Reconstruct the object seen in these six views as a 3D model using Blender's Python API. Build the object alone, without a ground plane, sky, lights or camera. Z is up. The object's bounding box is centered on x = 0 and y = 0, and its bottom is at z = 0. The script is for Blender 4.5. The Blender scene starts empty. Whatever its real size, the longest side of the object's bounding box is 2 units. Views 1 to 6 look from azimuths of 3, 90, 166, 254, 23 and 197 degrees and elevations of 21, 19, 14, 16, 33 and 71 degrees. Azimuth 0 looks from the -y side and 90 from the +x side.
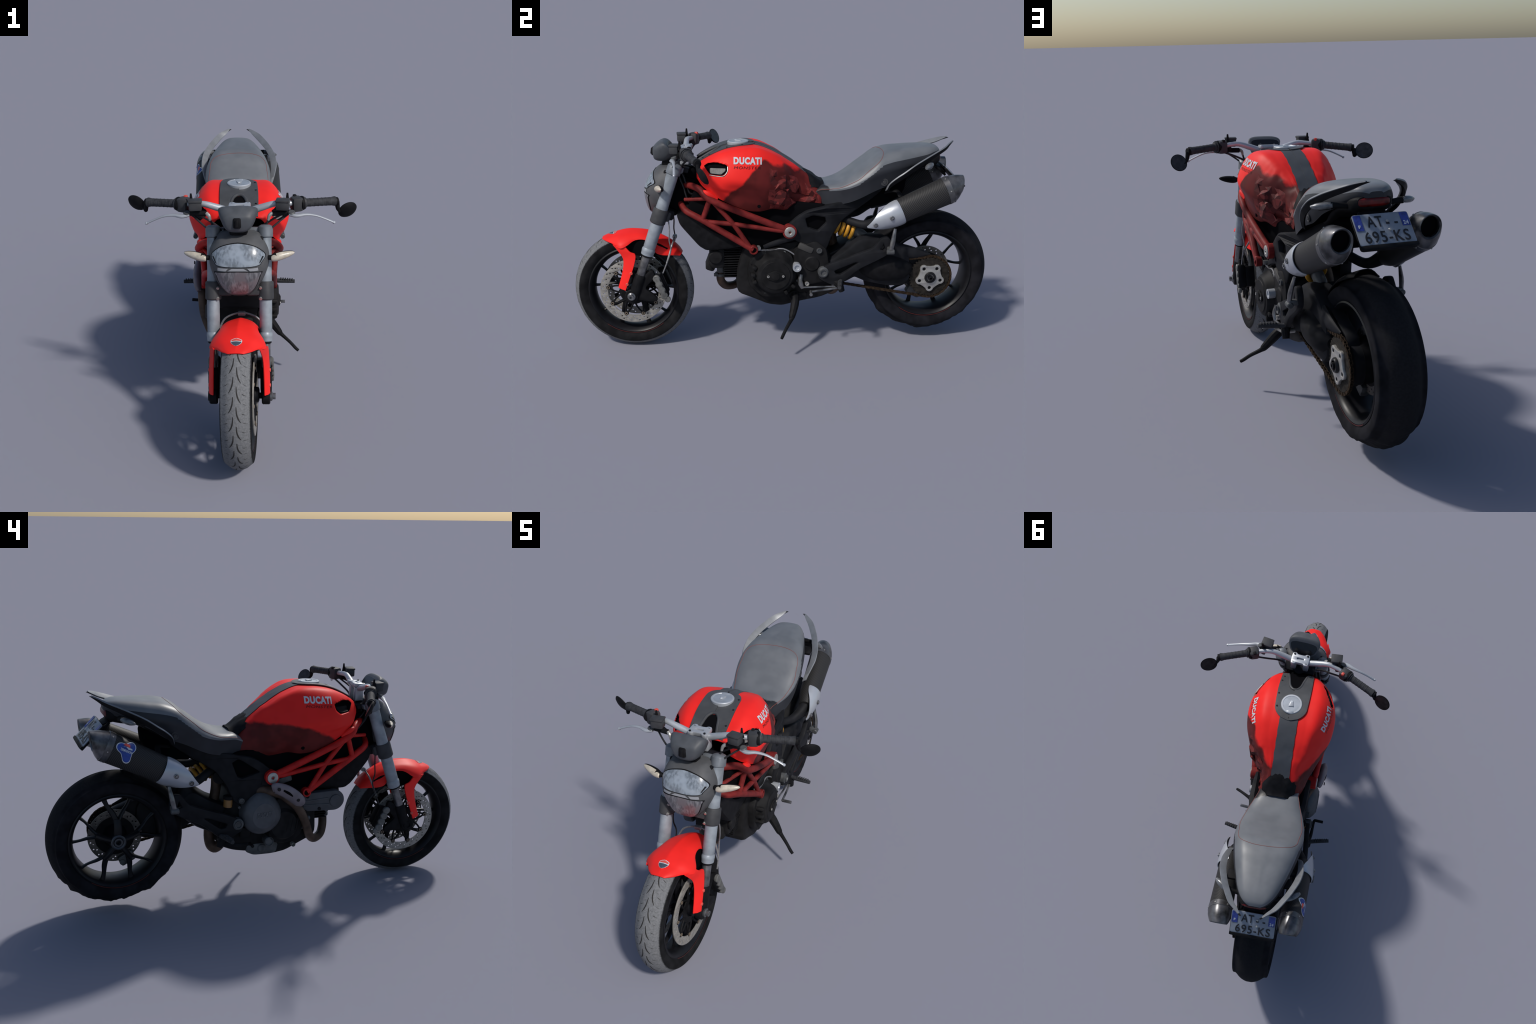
# Naked red sport motorcycle, built part by part.
# Two working frames: BODY (chassis, yawed a few degrees) and FORK (steered assembly, leaning slightly).
# In both: x = lateral (+ = rider's left), y = rearward, z = up, metres.
import bpy, bmesh, math, random
from math import sin, cos, pi, radians, sqrt, atan2
from mathutils import Vector, Matrix, noise
from mathutils.bvhtree import BVHTree

random.seed(7)
scene = bpy.context.scene
YAW = math.atan(0.07)
BODY = Matrix.Translation((-.036, 0, 0)) @ Matrix.Rotation(YAW, 4, 'Z')
FORK = Matrix.Translation((.0245, 0, 0)) @ Matrix.Rotation(-.028, 4, 'Y')

# ------------------------------------------------------------------ materials
def make_mat(name, col, rough=.5, metal=0., spec=.35, var=.0, vscale=12., dark=None, bump=0., bscale=200., coat=0.):
    m = bpy.data.materials.new(name); m.use_nodes = True
    nt = m.node_tree; N = nt.nodes; L = nt.links
    p = N['Principled BSDF']
    p.inputs['Base Color'].default_value = (*col, 1)
    p.inputs['Roughness'].default_value = rough
    p.inputs['Metallic'].default_value = metal
    p.inputs['Specular IOR Level'].default_value = spec
    p.inputs['Coat Weight'].default_value = coat
    tc = N.new('ShaderNodeTexCoord')
    if var > 0:
        nz = N.new('ShaderNodeTexNoise'); nz.inputs['Scale'].default_value = vscale
        nz.inputs['Detail'].default_value = 6
        L.new(tc.outputs['Object'], nz.inputs['Vector'])
        r = N.new('ShaderNodeValToRGB')
        d = dark if dark else tuple(c*(1-var) for c in col)
        hi = tuple(min(1, c*(1+var)) for c in col)
        r.color_ramp.elements[0].position = .33; r.color_ramp.elements[0].color = (*d, 1)
        r.color_ramp.elements[1].position = .67; r.color_ramp.elements[1].color = (*hi, 1)
        L.new(nz.outputs['Fac'], r.inputs['Fac'])
        L.new(r.outputs['Color'], p.inputs['Base Color'])
    if bump > 0:
        bn = N.new('ShaderNodeTexNoise'); bn.inputs['Scale'].default_value = bscale
        L.new(tc.outputs['Object'], bn.inputs['Vector'])
        b = N.new('ShaderNodeBump'); b.inputs['Strength'].default_value = bump; b.inputs['Distance'].default_value = .002
        L.new(bn.outputs['Fac'], b.inputs['Height']); L.new(b.outputs['Normal'], p.inputs['Normal'])
    return m

class G:
    """tiny node-graph helper"""
    def __init__(s, m):
        s.nt = m.node_tree; s.N = s.nt.nodes; s.L = s.nt.links; s.p = s.N['Principled BSDF']
    def put(s, sock, v):
        if isinstance(v, bpy.types.NodeSocket): s.L.new(v, sock)
        else: sock.default_value = v
    def math(s, op, a, b=0., c=None, clamp=False):
        n = s.N.new('ShaderNodeMath'); n.operation = op; n.use_clamp = clamp
        s.put(n.inputs[0], a); s.put(n.inputs[1], b)
        if c is not None: s.put(n.inputs[2], c)
        return n.outputs[0]
    def coords(s):
        tc = s.N.new('ShaderNodeTexCoord'); sp = s.N.new('ShaderNodeSeparateXYZ')
        s.L.new(tc.outputs['Object'], sp.inputs[0]); s.obj = tc.outputs['Object']
        return sp.outputs
    def noise(s, scale, detail=4):
        n = s.N.new('ShaderNodeTexNoise'); n.inputs['Scale'].default_value = scale; n.inputs['Detail'].default_value = detail
        s.L.new(s.obj, n.inputs['Vector']); return n.outputs['Fac']
    def step(s, v, lo, hi):
        n = s.N.new('ShaderNodeMapRange'); n.interpolation_type = 'SMOOTHSTEP'
        s.put(n.inputs['Value'], v); s.put(n.inputs['From Min'], lo); s.put(n.inputs['From Max'], hi)
        return n.outputs['Result']
    def mix(s, f, a, b):
        n = s.N.new('ShaderNodeMix'); n.data_type = 'RGBA'
        s.put(n.inputs[0], f)
        s.put(n.inputs[6], (*a, 1) if isinstance(a, tuple) else a)
        s.put(n.inputs[7], (*b, 1) if isinstance(b, tuple) else b)
        return n.outputs[2]
    def color(s, v): s.L.new(v, s.p.inputs['Base Color'])

RED = (.82, .022, .018)
M = {}
M['red'] = make_mat('red_paint', RED, .48, 0, .18, .07, 9)
M['frame_dull'] = make_mat('frame_red_dull', (.165, .018, .017), .55, 0, .15, .3, 25)  # left tubes: darker, duller red than the right ones
M['frame_red'] = make_mat('frame_red_paint', (.45, .014, .012), .45, 0, .2, .2, 25)
M['black'] = make_mat('black_plastic', (.0085, .0085, .0098), .6, 0, .10, .3, 40)
M['deep'] = make_mat('deep_black', (.005, .005, .006), .9, 0, .0)
M['grey_plastic'] = make_mat('grey_black_plastic', (.046, .047, .051), .55, 0, .2, .15, 30, bump=.1)
M['cowl'] = make_mat('cowl_grey', (.075, .077, .082), .55, 0, .25, .12, 25, bump=.1)
M['pod'] = make_mat('pod_grey', (.070, .076, .086), .5, 0, .3, .15, 25, bump=.1)
M['engine'] = make_mat('engine_grey', (.0125, .0122, .013), .6, .03, .11, .35, 25, bump=.15, bscale=350)
M['cast'] = make_mat('cast_aluminium', (.085, .088, .092), .5, .3, .25, .3, 30)
M['swing'] = make_mat('satin_black_frame', (.0115, .012, .0145), .6, 0, .13, .3, 20)
M['rim'] = make_mat('rim_black', (.008, .008, .010), .4, 0, .22, .2, 30)
M['rubber'] = make_mat('grip_rubber', (.035, .036, .040), .7, 0, .2, .3, 60, bump=.3, bscale=300)
M['silver'] = make_mat('satin_silver', (.42, .44, .47), .38, .35, .5, .12, 14)
M['fork_silver'] = make_mat('fork_silver', (.27, .30, .335), .45, .2, .35, .25, 16)
M['clamp_grey'] = make_mat('clamp_grey', (.15, .165, .185), .45, .2, .35, .2, 20)
M['chrome'] = make_mat('chrome', (.17, .17, .175), .28, .7, .5, .6, 22)
M['steel'] = make_mat('brushed_steel', (.40, .39, .37), .4, .6, .5, .12, 60)
M['disc'] = make_mat('brake_disc_steel', (.30, .285, .26), .45, .35, .4, .2, 50)
M['alu_shield'] = make_mat('polished_shield', (.42, .44, .48), .33, .4, .5, .08, 10)
M['grab'] = make_mat('grab_rail_grey', (.19, .20, .215), .42, .2, .4, .15, 20)
M['gold'] = make_mat('gold_spring', (.48, .23, .02), .45, .1, .4, .2, 40)
M['header'] = make_mat('heat_stained_pipe', (.075, .048, .034), .55, .2, .3, .5, 18)
M['shield_mauve'] = make_mat('heat_shield', (.20, .17, .185), .5, .2, .35, .15, 20)
M['rust'] = make_mat('chain_rust', (.028, .018, .011), .8, .1, .12, .6, 130)
M['cream'] = make_mat('signal_lens_cream', (.50, .45, .37), .3, 0, .5, .2, 50)
M['tail_red'] = make_mat('tail_lens_red', (.10, .004, .004), .35, 0, .4, .6, 45)
M['white_print'] = make_mat('white_lettering', (.55, .56, .60), .5, 0, .3)
M['dark_print'] = make_mat('dark_red_lettering', (.07, .006, .006), .5, 0, .3)
M['plate_white'] = make_mat('plate_white', (.21, .235, .28), .45, 0, .4, .1, 30)
M['plate_text'] = make_mat('plate_text_black', (.015, .015, .018), .5)
M['plate_blue'] = make_mat('plate_blue', (.03, .05, .25), .45, 0, .4, .3, 60)
M['badge_blue'] = make_mat('badge_blue', (.012, .045, .24), .4, 0, .4, .4, 30)
M['badge_white'] = make_mat('badge_white', (.55, .58, .62), .4)
M['badge_red'] = make_mat('badge_red', (.60, .08, .06), .4)
M['mirror'] = make_mat('mirror_glass', (.03, .026, .028), .3, .3, .5, .5, 45)
M['stitch'] = make_mat('stitch_red', (.22, .07, .06), .7)
M['tank_pad'] = make_mat('tank_pad_grey', (.066, .071, .080), .55, 0, .2, .12, 12, bump=.15)
M['insert'] = make_mat('tank_insert_grey', (.058, .060, .064), .5, 0, .35, .15, 20, bump=.15)
M['cap'] = make_mat('filler_cap_silver', (.36, .39, .43), .35, .35, .5, .12, 30)
M['vent_mesh'] = make_mat('vent_mesh', (.19, .185, .18), .6, .2, .3, .15, 120, bump=.4, bscale=500)
M['screw'] = make_mat('screw_dark', (.012, .012, .014), .4, .4)
M['cable'] = make_mat('cable_black', (.014, .014, .016), .5)
M['hose'] = make_mat('braided_hose', (.22, .22, .23), .45, .4, .4, .2, 200)
M['amber'] = make_mat('amber_reservoir', (.22, .11, .03), .3, 0, .5)

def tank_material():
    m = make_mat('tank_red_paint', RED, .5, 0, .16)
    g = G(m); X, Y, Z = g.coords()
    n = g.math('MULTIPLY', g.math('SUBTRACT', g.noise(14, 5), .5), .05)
    # dark reflection and shade painted into the flank colour, wavering upper border
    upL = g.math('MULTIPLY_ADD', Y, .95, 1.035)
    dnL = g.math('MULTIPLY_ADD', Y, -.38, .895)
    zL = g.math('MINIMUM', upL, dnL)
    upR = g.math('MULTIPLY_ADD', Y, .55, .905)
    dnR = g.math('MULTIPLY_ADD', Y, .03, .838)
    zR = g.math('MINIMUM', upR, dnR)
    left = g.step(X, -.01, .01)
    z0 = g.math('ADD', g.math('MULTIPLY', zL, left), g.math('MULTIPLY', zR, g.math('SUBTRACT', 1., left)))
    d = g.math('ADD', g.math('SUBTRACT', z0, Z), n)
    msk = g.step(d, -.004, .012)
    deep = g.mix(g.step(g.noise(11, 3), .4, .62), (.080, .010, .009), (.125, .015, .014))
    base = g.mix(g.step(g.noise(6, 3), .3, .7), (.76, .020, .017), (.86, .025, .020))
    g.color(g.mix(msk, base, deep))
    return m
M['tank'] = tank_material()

def crumple_material():
    m = make_mat('crumpled_red', (.2, .02, .02), .6, 0, .2)
    g = G(m); g.coords()
    v = g.N.new('ShaderNodeTexVoronoi'); v.inputs['Scale'].default_value = 42
    g.L.new(g.obj, v.inputs['Vector'])
    sp = g.N.new('ShaderNodeSeparateColor'); g.L.new(v.outputs['Color'], sp.inputs[0])
    g.color(g.mix(sp.outputs[0], (.045, .008, .008), (.17, .024, .022)))  # red deepened to maroon: flank shading is baked into these facets
    return m
M['crumple'] = crumple_material()

def seat_material():
    m = make_mat('seat_vinyl', (.12, .125, .135), .42, 0, .4)
    g = G(m); X, Y, Z = g.coords()
    base = g.mix(g.step(g.noise(14, 6), .3, .7), (.118, .127, .140), (.144, .153, .167))
    # torn dark patch where the seat nose meets the tank
    n = g.math('MULTIPLY', g.math('SUBTRACT', g.noise(30, 4), .5), .05)
    nose = g.step(g.math('ADD', g.math('ADD', Y, n), g.math('MULTIPLY', X, -.30)), .178, .168)
    right = g.step(X, -.085, -.075)
    g.color(g.mix(g.math('MULTIPLY', nose, right), base, (.014, .014, .015)))
    bn = g.noise(420, 2)
    b = g.N.new('ShaderNodeBump'); b.inputs['Strength'].default_value = .15; b.inputs['Distance'].default_value = .001
    g.L.new(bn, b.inputs['Height']); g.L.new(b.outputs['Normal'], g.p.inputs['Normal'])
    return m
M['seat'] = seat_material()
M['seat_side'] = make_mat('seat_vinyl_shade_darkened', (.028, .030, .036), .5, 0, .22, .15, 14)  # same vinyl as the top, darkened for shade baked on the flanks

def tyre_material(name, cy, cz, tread, side, r0, stripe=True):
    """black sidewall, dusty worn tread band, thin red rim-side line"""
    m = make_mat(name, tread, .8, 0, .08)
    g = G(m); X, Y, Z = g.coords()
    dy = g.math('SUBTRACT', Y, cy); dz = g.math('SUBTRACT', Z, cz)
    r = g.math('SQRT', g.math('ADD', g.math('MULTIPLY', dy, dy), g.math('MULTIPLY', dz, dz)))
    n = g.noise(150, 6)
    tr = g.mix(g.step(n, .3, .7), tuple(c*.85 for c in tread), tuple(c*1.12 for c in tread))
    sd = g.mix(g.step(g.noise(18, 4), .3, .7), tuple(c*.7 for c in side), tuple(c*1.5 for c in side))
    k = g.step(g.math('ADD', r, g.math('MULTIPLY', n, .004)), r0, r0+.006)
    g.color(g.mix(k, sd, tr))
    return m
FWY, FWZ, FWR = -.715, .285, .2855
RWY, RWZ, RWR = .7005, .343, .303
M['tyre_f'] = tyre_material('tyre_worn_tread', FWY, FWZ, (.160, .163, .170), (.011, .011, .012), .259)
M['tyre_r'] = tyre_material('tyre_dark_tread', RWY, RWZ, (.015, .015, .017), (.010, .010, .0125), .280)

def carbon_material():
    m = make_mat('carbon_weave', (.04, .04, .042), .5, 0, .2)
    g = G(m); X, Y, Z = g.coords()
    w = g.N.new('ShaderNodeTexWave'); w.inputs['Scale'].default_value = 62; w.bands_direction = 'DIAGONAL'
    w.inputs['Distortion'].default_value = .3
    g.L.new(g.obj, w.inputs['Vector'])
    g.color(g.mix(w.outputs['Fac'], (.014, .014, .015), (.040, .039, .039)))
    return m
M['carbon'] = carbon_material()

def lens_material(name, a, b, c):
    m = make_mat(name, a, .25, 0, .5, coat=.3)
    g = G(m); X, Y, Z = g.coords()
    mp = g.N.new('ShaderNodeMapping'); mp.inputs['Scale'].default_value = (1, 1, .25)
    g.L.new(g.obj, mp.inputs['Vector'])
    nz = g.N.new('ShaderNodeTexNoise'); nz.inputs['Scale'].default_value = 110; nz.inputs['Detail'].default_value = 7
    g.L.new(mp.outputs[0], nz.inputs['Vector'])
    f = g.step(nz.outputs['Fac'], .35, .68)
    c1 = g.mix(f, a, b)
    g.color(g.mix(g.step(g.noise(16, 2), .45, .65), c1, c))
    return m
M['lens_hi'] = lens_material('headlight_lens', (.13, .15, .175), (.24, .275, .32), (.28, .32, .37))
M['lens_lo'] = lens_material('headlight_lower_lens', (.085, .085, .095), (.20, .20, .215), (.15, .13, .14))

# ------------------------------------------------------------------ mesh helpers
def cr(pts, n=6, closed=False):
    """Catmull-Rom through points (tuples of any dimension)"""
    P = [tuple(p) if hasattr(p, '__len__') else (p,) for p in pts]
    out = []; k = len(P); segs = k if closed else k-1
    for i in range(segs):
        p1, p2 = P[i], P[(i+1) % k]
        if closed: p0, p3 = P[i-1], P[(i+2) % k]
        else:
            p0 = P[i-1] if i > 0 else tuple(2*a-b for a, b in zip(p1, p2))
            p3 = P[i+2] if i+2 < k else tuple(2*b-a for a, b in zip(p1, p2))
        for j in range(n):
            t = j/n; t2 = t*t; t3 = t2*t
            out.append(tuple(.5*((2*b)+(-a+c)*t+(2*a-5*b+4*c-d)*t2+(-a+3*b-3*c+d)*t3) for a, b, c, d in zip(p0, p1, p2, p3)))
    if not closed: out.append(P[-1])
    return out

def grid(rows, closed=False, cap=False):
    V = [p for r in rows for p in r]; w = len(rows[0]); F = []
    m = w if closed else w-1
    for i in range(len(rows)-1):
        for j in range(m):
            a = i*w+j; b = i*w+(j+1) % w
            F.append((a, b, b+w, a+w))
    if cap:
        F.append(tuple(range(w))[::-1]); F.append(tuple((len(rows)-1)*w+j for j in range(w)))
    return V, F

def join(*ms):
    V = []; F = []
    for v, f in ms:
        o = len(V); V += list(v); F += [tuple(i+o for i in q) for q in f]
    return V, F

def mir(m):
    v, f = m
    return [(-x, y, z) for x, y, z in v], [tuple(reversed(q)) for q in f]

def tube(pts, r, n=12, res=6, smooth=True, flat=None, cap=True, up=None):
    """swept tube; r: number or list per point; flat=(sx,sy) squashes the section"""
    rs = r if hasattr(r, '__len__') else [r]*len(pts)
    Q = [(*p, q) for p, q in zip(pts, rs)]
    if smooth and len(pts) > 2: Q = cr(Q, res)
    P = [Vector(q[:3]) for q in Q]; R = [q[3] for q in Q]
    T = []
    for i in range(len(P)):
        d = P[min(i+1, len(P)-1)]-P[max(i-1, 0)]; T.append(d.normalized())
    u = Vector(up) if up else (Vector((0, 0, 1)) if abs(T[0].z) < .9 else Vector((1, 0, 0)))
    rows = []
    for p, t, rr in zip(P, T, R):
        u = (u-t*u.dot(t)).normalized(); v = t.cross(u)
        sx, sy = flat if flat else (1, 1)
        rows.append([tuple(p+u*(cos(2*pi*k/n)*rr*sx)+v*(sin(2*pi*k/n)*rr*sy)) for k in range(n)])
    return grid(rows, True, cap)

def basis(axis):
    w = Vector(axis).normalized()
    u = Vector((0, 0, 1)) if abs(w.z) < .9 else Vector((0, 1, 0))
    u = (u-w*u.dot(w)).normalized(); return u, w.cross(u), w

def lathe(prof, o, axis, n=32, cap=True, sq=(1, 1), closed=False):
    """revolve profile [(radius, along)] about axis through o"""
    u, v, w = basis(axis); o = Vector(o); rows = []
    for r, h in prof:
        rows.append([tuple(o+w*h+u*(cos(2*pi*k/n)*r*sq[0])+v*(sin(2*pi*k/n)*r*sq[1])) for k in range(n)])
    if closed: rows.append(rows[0])
    return grid(rows, True, cap and not closed and prof[0][0] > 1e-5 and prof[-1][0] > 1e-5)

def disc(o, axis, r, h0, h1, n=24, bev=.0):
    if bev: return lathe([(r-bev, h0), (r, h0+bev), (r, h1-bev), (r-bev, h1)], o, axis, n)
    return lathe([(r, h0), (r, h1)], o, axis, n)

def box(c, s, bev=.004, rot=None, seg=2):
    bm = bmesh.new(); bmesh.ops.create_cube(bm, size=1)
    for v in bm.verts: v.co = Vector((v.co.x*s[0], v.co.y*s[1], v.co.z*s[2]))
    if bev: bmesh.ops.bevel(bm, geom=list(bm.edges), offset=bev, segments=seg, profile=.5, affect='EDGES')
    R = rot if rot else Matrix.Identity(3)
    bm.verts.index_update()
    V = [tuple(R @ v.co+Vector(c)) for v in bm.verts]; F = [tuple(v.index for v in f.verts) for f in bm.faces]
    bm.free(); return V, F

def rotx(a): return Matrix.Rotation(radians(a), 3, 'X')

def curve_mesh(splines, depth=0., bev=0., text=None, size=1., offset=0., shear=0., align='CENTER'):
    """flat filled outline(s) (inner loops become holes) or text -> mesh in the xy plane"""
    if text is None:
        cu = bpy.data.curves.new('tmp', 'CURVE'); cu.dimensions = '2D'; cu.fill_mode = 'BOTH'
        for s in splines:
            sp = cu.splines.new('POLY'); sp.points.add(len(s)-1)
            for p, q in zip(sp.points, s): p.co = (q[0], q[1], 0, 1)
            sp.use_cyclic_u = True
    else:
        cu = bpy.data.curves.new('tmp', 'FONT'); cu.body = text; cu.size = size; cu.offset = offset; cu.shear = shear
        cu.space_character = 1.12; cu.align_x = align; cu.align_y = 'CENTER'; cu.fill_mode = 'BOTH'; cu.resolution_u = 4
    cu.extrude = depth; cu.bevel_depth = bev; cu.bevel_resolution = 1
    ob = bpy.data.objects.new('tmp', cu); scene.collection.objects.link(ob)
    dg = bpy.context.evaluated_depsgraph_get()
    me = bpy.data.meshes.new_from_object(ob.evaluated_get(dg))
    V = [tuple(v.co) for v in me.vertices]; F = [tuple(p.vertices) for p in me.polygons]
    bpy.data.objects.remove(ob); bpy.data.curves.remove(cu); bpy.data.meshes.remove(me)
    return V, F

def place(m, o, U, V, W=None):
    o, U, V = Vector(o), Vector(U), Vector(V); W = Vector(W) if W else U.cross(V)
    return [tuple(o+U*x+V*y+W*z) for x, y, z in m[0]], m[1]

def plate(outlines, x, th, bev=.003):
    """side plate: outlines in (y,z), centred at lateral x with half thickness th; weld bevel seams"""
    m = curve_mesh(outlines, max(th-bev, .0005), bev)
    return place(m, (x, 0, 0), (0, 1, 0), (0, 0, 1), (1, 0, 0))

def rnd(poly, n=5, k=.35):
    """round the corners of a polygon by cutting each corner and curving"""
    out = []; m = len(poly)
    for i in range(m):
        p0, p1, p2 = Vector(poly[i-1]), Vector(poly[i]), Vector(poly[(i+1) % m])
        a = p1.lerp(p0, k); b = p1.lerp(p2, k)
        for j in range(n+1):
            t = j/n; out.append(tuple(a.lerp(p1, t).lerp(p1.lerp(b, t), t)))
    return out

def circ(c, r, n=24, a0=0.):
    return [(c[0]+r*cos(a0+2*pi*k/n), c[1]+r*sin(a0+2*pi*k/n)) for k in range(n)]

# ------------------------------------------------------------------ object helpers
root = bpy.data.objects.new('motorcycle', None); scene.collection.objects.link(root)
root.empty_display_size = .2
root['label'] = 'red naked sport motorcycle with black trellis-framed engine and twin exhausts'
root['category'] = 'motorcycle'

def link(ob, frame, parent):
    scene.collection.objects.link(ob)
    p = parent if parent else root
    ob.parent = p
    ob.matrix_parent_inverse = p['_m'].inverted() if False else Matrix(PM[p.name]).inverted()
    ob.matrix_basis = frame
    PM[ob.name] = frame.copy()
    return ob
PM = {'motorcycle': Matrix.Identity(4)}

def add(name, m, mat, frame=BODY, parent=None, angle=35, kind=None, smooth=True, weld=True):
    me = bpy.data.meshes.new(name)
    me.from_pydata([tuple(v) for v in m[0]], [], m[1])
    bm = bmesh.new(); bm.from_mesh(me)
    if weld: bmesh.ops.remove_doubles(bm, verts=bm.verts, dist=1e-5)
    bmesh.ops.recalc_face_normals(bm, faces=bm.faces)
    bm.to_mesh(me); bm.free()
    me.validate()
    if smooth:
        me.polygons.foreach_set('use_smooth', [True]*len(me.polygons))
        me.set_sharp_from_angle(angle=radians(angle))
    me.materials.append(M[mat] if isinstance(mat, str) else mat)
    ob = bpy.data.objects.new(name, me)
    link(ob, frame, parent)
    if kind: ob['kind'] = kind
    return ob

def share(src, name, frame, parent=None):
    ob = src.copy(); ob.name = name; ob.parent = None
    return link(ob, frame, parent)

def empty(name, parent=None):
    ob = bpy.data.objects.new(name, None); ob.empty_display_size = .05
    return link(ob, Matrix.Identity(4), parent)

def bvh(m): return BVHTree.FromPolygons([Vector(v) for v in m[0]], m[1])

def refine(m, L):
    bm = bmesh.new(); vs = [bm.verts.new(v) for v in m[0]]
    for f in m[1]:
        try: bm.faces.new([vs[i] for i in f])
        except ValueError: pass
    bmesh.ops.remove_doubles(bm, verts=bm.verts, dist=1e-6)
    for _ in range(7):
        bmesh.ops.triangulate(bm, faces=bm.faces)
        es = [e for e in bm.edges if e.calc_length() > L]
        if not es: break
        bmesh.ops.subdivide_edges(bm, edges=es, cuts=1)
    bmesh.ops.triangulate(bm, faces=bm.faces)
    bm.verts.index_update()
    V = [tuple(v.co) for v in bm.verts]; F = [tuple(v.index for v in f.verts) for f in bm.faces]
    bm.free(); return V, F

def drape(m, tree, d, off, maxd=.4):
    """push a refined flat mesh along d onto a surface, leaving it 'off' proud"""
    d = Vector(d).normalized(); V = []
    for v in m[0]:
        p = Vector(v); h = tree.ray_cast(p, d, maxd)
        if h[0] is None: h = tree.find_nearest(p)
        n = h[1] if h[1].dot(d) < 0 else -h[1]
        V.append(tuple(h[0]+n*off))
    return V, m[1]

# ================================================================== WHEELS
def tyre_mesh(cy, cz, R, hw, r_in, n=160, crown=1.0, rough=None):
    prof = [(r_in, -hw*.80), (r_in+.012, -hw*.92), (r_in+.35*(R-r_in), -hw*1.0), (r_in+.60*(R-r_in), -hw*.97),
            (R-.020*crown, -hw*.80), (R-.008*crown, -hw*.52), (R-.0015, -hw*.22), (R, 0)]
    prof = prof+[(r, -h) for r, h in prof[-2::-1]]
    P = cr(prof, 4); rows = []
    for k in range(n+1):
        a = 2*pi*(k % n)/n; row = []
        for r, h in P:
            rr = r
            if rough: rr = rough(r, h, a)
            y = cy+rr*cos(a); z = cz+rr*sin(a)
            row.append((h, y, max(z, .0005) if z < .01 else z))
        rows.append(row)
    return grid(rows)

def rim_mesh(cy, cz, r_open, r_lip, hw, n=96):
    prof = [(r_lip, -hw), (r_lip-.006, -hw-.003), (r_lip-.014, -hw+.003), (r_open+.006, -hw+.014), (r_open, -hw*.55), (r_open-.003, 0),
            (r_open, hw*.55), (r_open+.006, hw-.014), (r_lip-.014, hw-.003), (r_lip-.006, hw+.003), (r_lip, hw), (r_lip-.01, hw*.7), (r_lip-.012, -hw*.7)]
    return lathe(prof, (0, cy, cz), (1, 0, 0), n, closed=True)

def spokes(cy, cz, angs, split, r0, rs, r1, hub_x, rim_x, w0=.017, w1=.010, w2=.0075):
    ms = []
    for a in angs:
        def pt(r, t, x): return (x, cy+r*cos(t), cz+r*sin(t))
        ms.append(tube([pt(r0, a, hub_x), pt((r0+rs)/2, a, hub_x), pt(rs, a, (hub_x+rim_x)/2)], [w0, w0*.92, w0*.95], 10, 4, flat=(.85, 1.1)))
        for s in (-1, 1):
            ms.append(tube([pt(rs-.012, a+s*.02, (hub_x+rim_x)/2), pt(rs+.3*(r1-rs), a+s*split*.55, rim_x*.8+hub_x*.2), pt(rs+.7*(r1-rs), a+s*split*.9, rim_x), pt(r1+.006, a+s*split, rim_x)],
                           [w1, w1*.9, w2, w2*1.25], 8, 4, flat=(.8, 1.3)))
    return join(*ms)

def drilled_disc(c, R, rin, x, th, nrow, hole_r, per):
    outl = [circ(c, R, 96), circ(c, rin, 72)]
    for i in range(per):
        for k in range(nrow):
            a = 2*pi*(i+(k % 3)/3.)/per; r = rin+(R-rin)*(k+1)/(nrow+1)
            outl.append(circ((c[0]+r*cos(a), c[1]+r*sin(a)), hole_r, 8))
    return plate(outl, x, th, .0005)

# front wheel ---------------------------------------------------------
wf = empty('wheel')
def front_rough(r, h, a):
    return r
tf = tyre_mesh(FWY, FWZ, FWR, .0575, .213)
add('tyre', tf, 'tyre_f', FORK, wf, 60)
add('rim', rim_mesh(FWY, FWZ, .190, .216, .049), 'rim', FORK, wf)
add('spoke', spokes(FWY, FWZ, [radians(16.5+72*k) for k in range(5)], radians(16), .03, .085, .192, .0, .0), 'rim', FORK, wf)
add('hub', lathe([(.022, -.075), (.03, -.072), (.032, -.04), (.036, -.02), (.036, .02), (.032, .04), (.03, .072), (.022, .075)], (0, FWY, FWZ), (1, 0, 0)), 'rim', FORK, wf)
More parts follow.
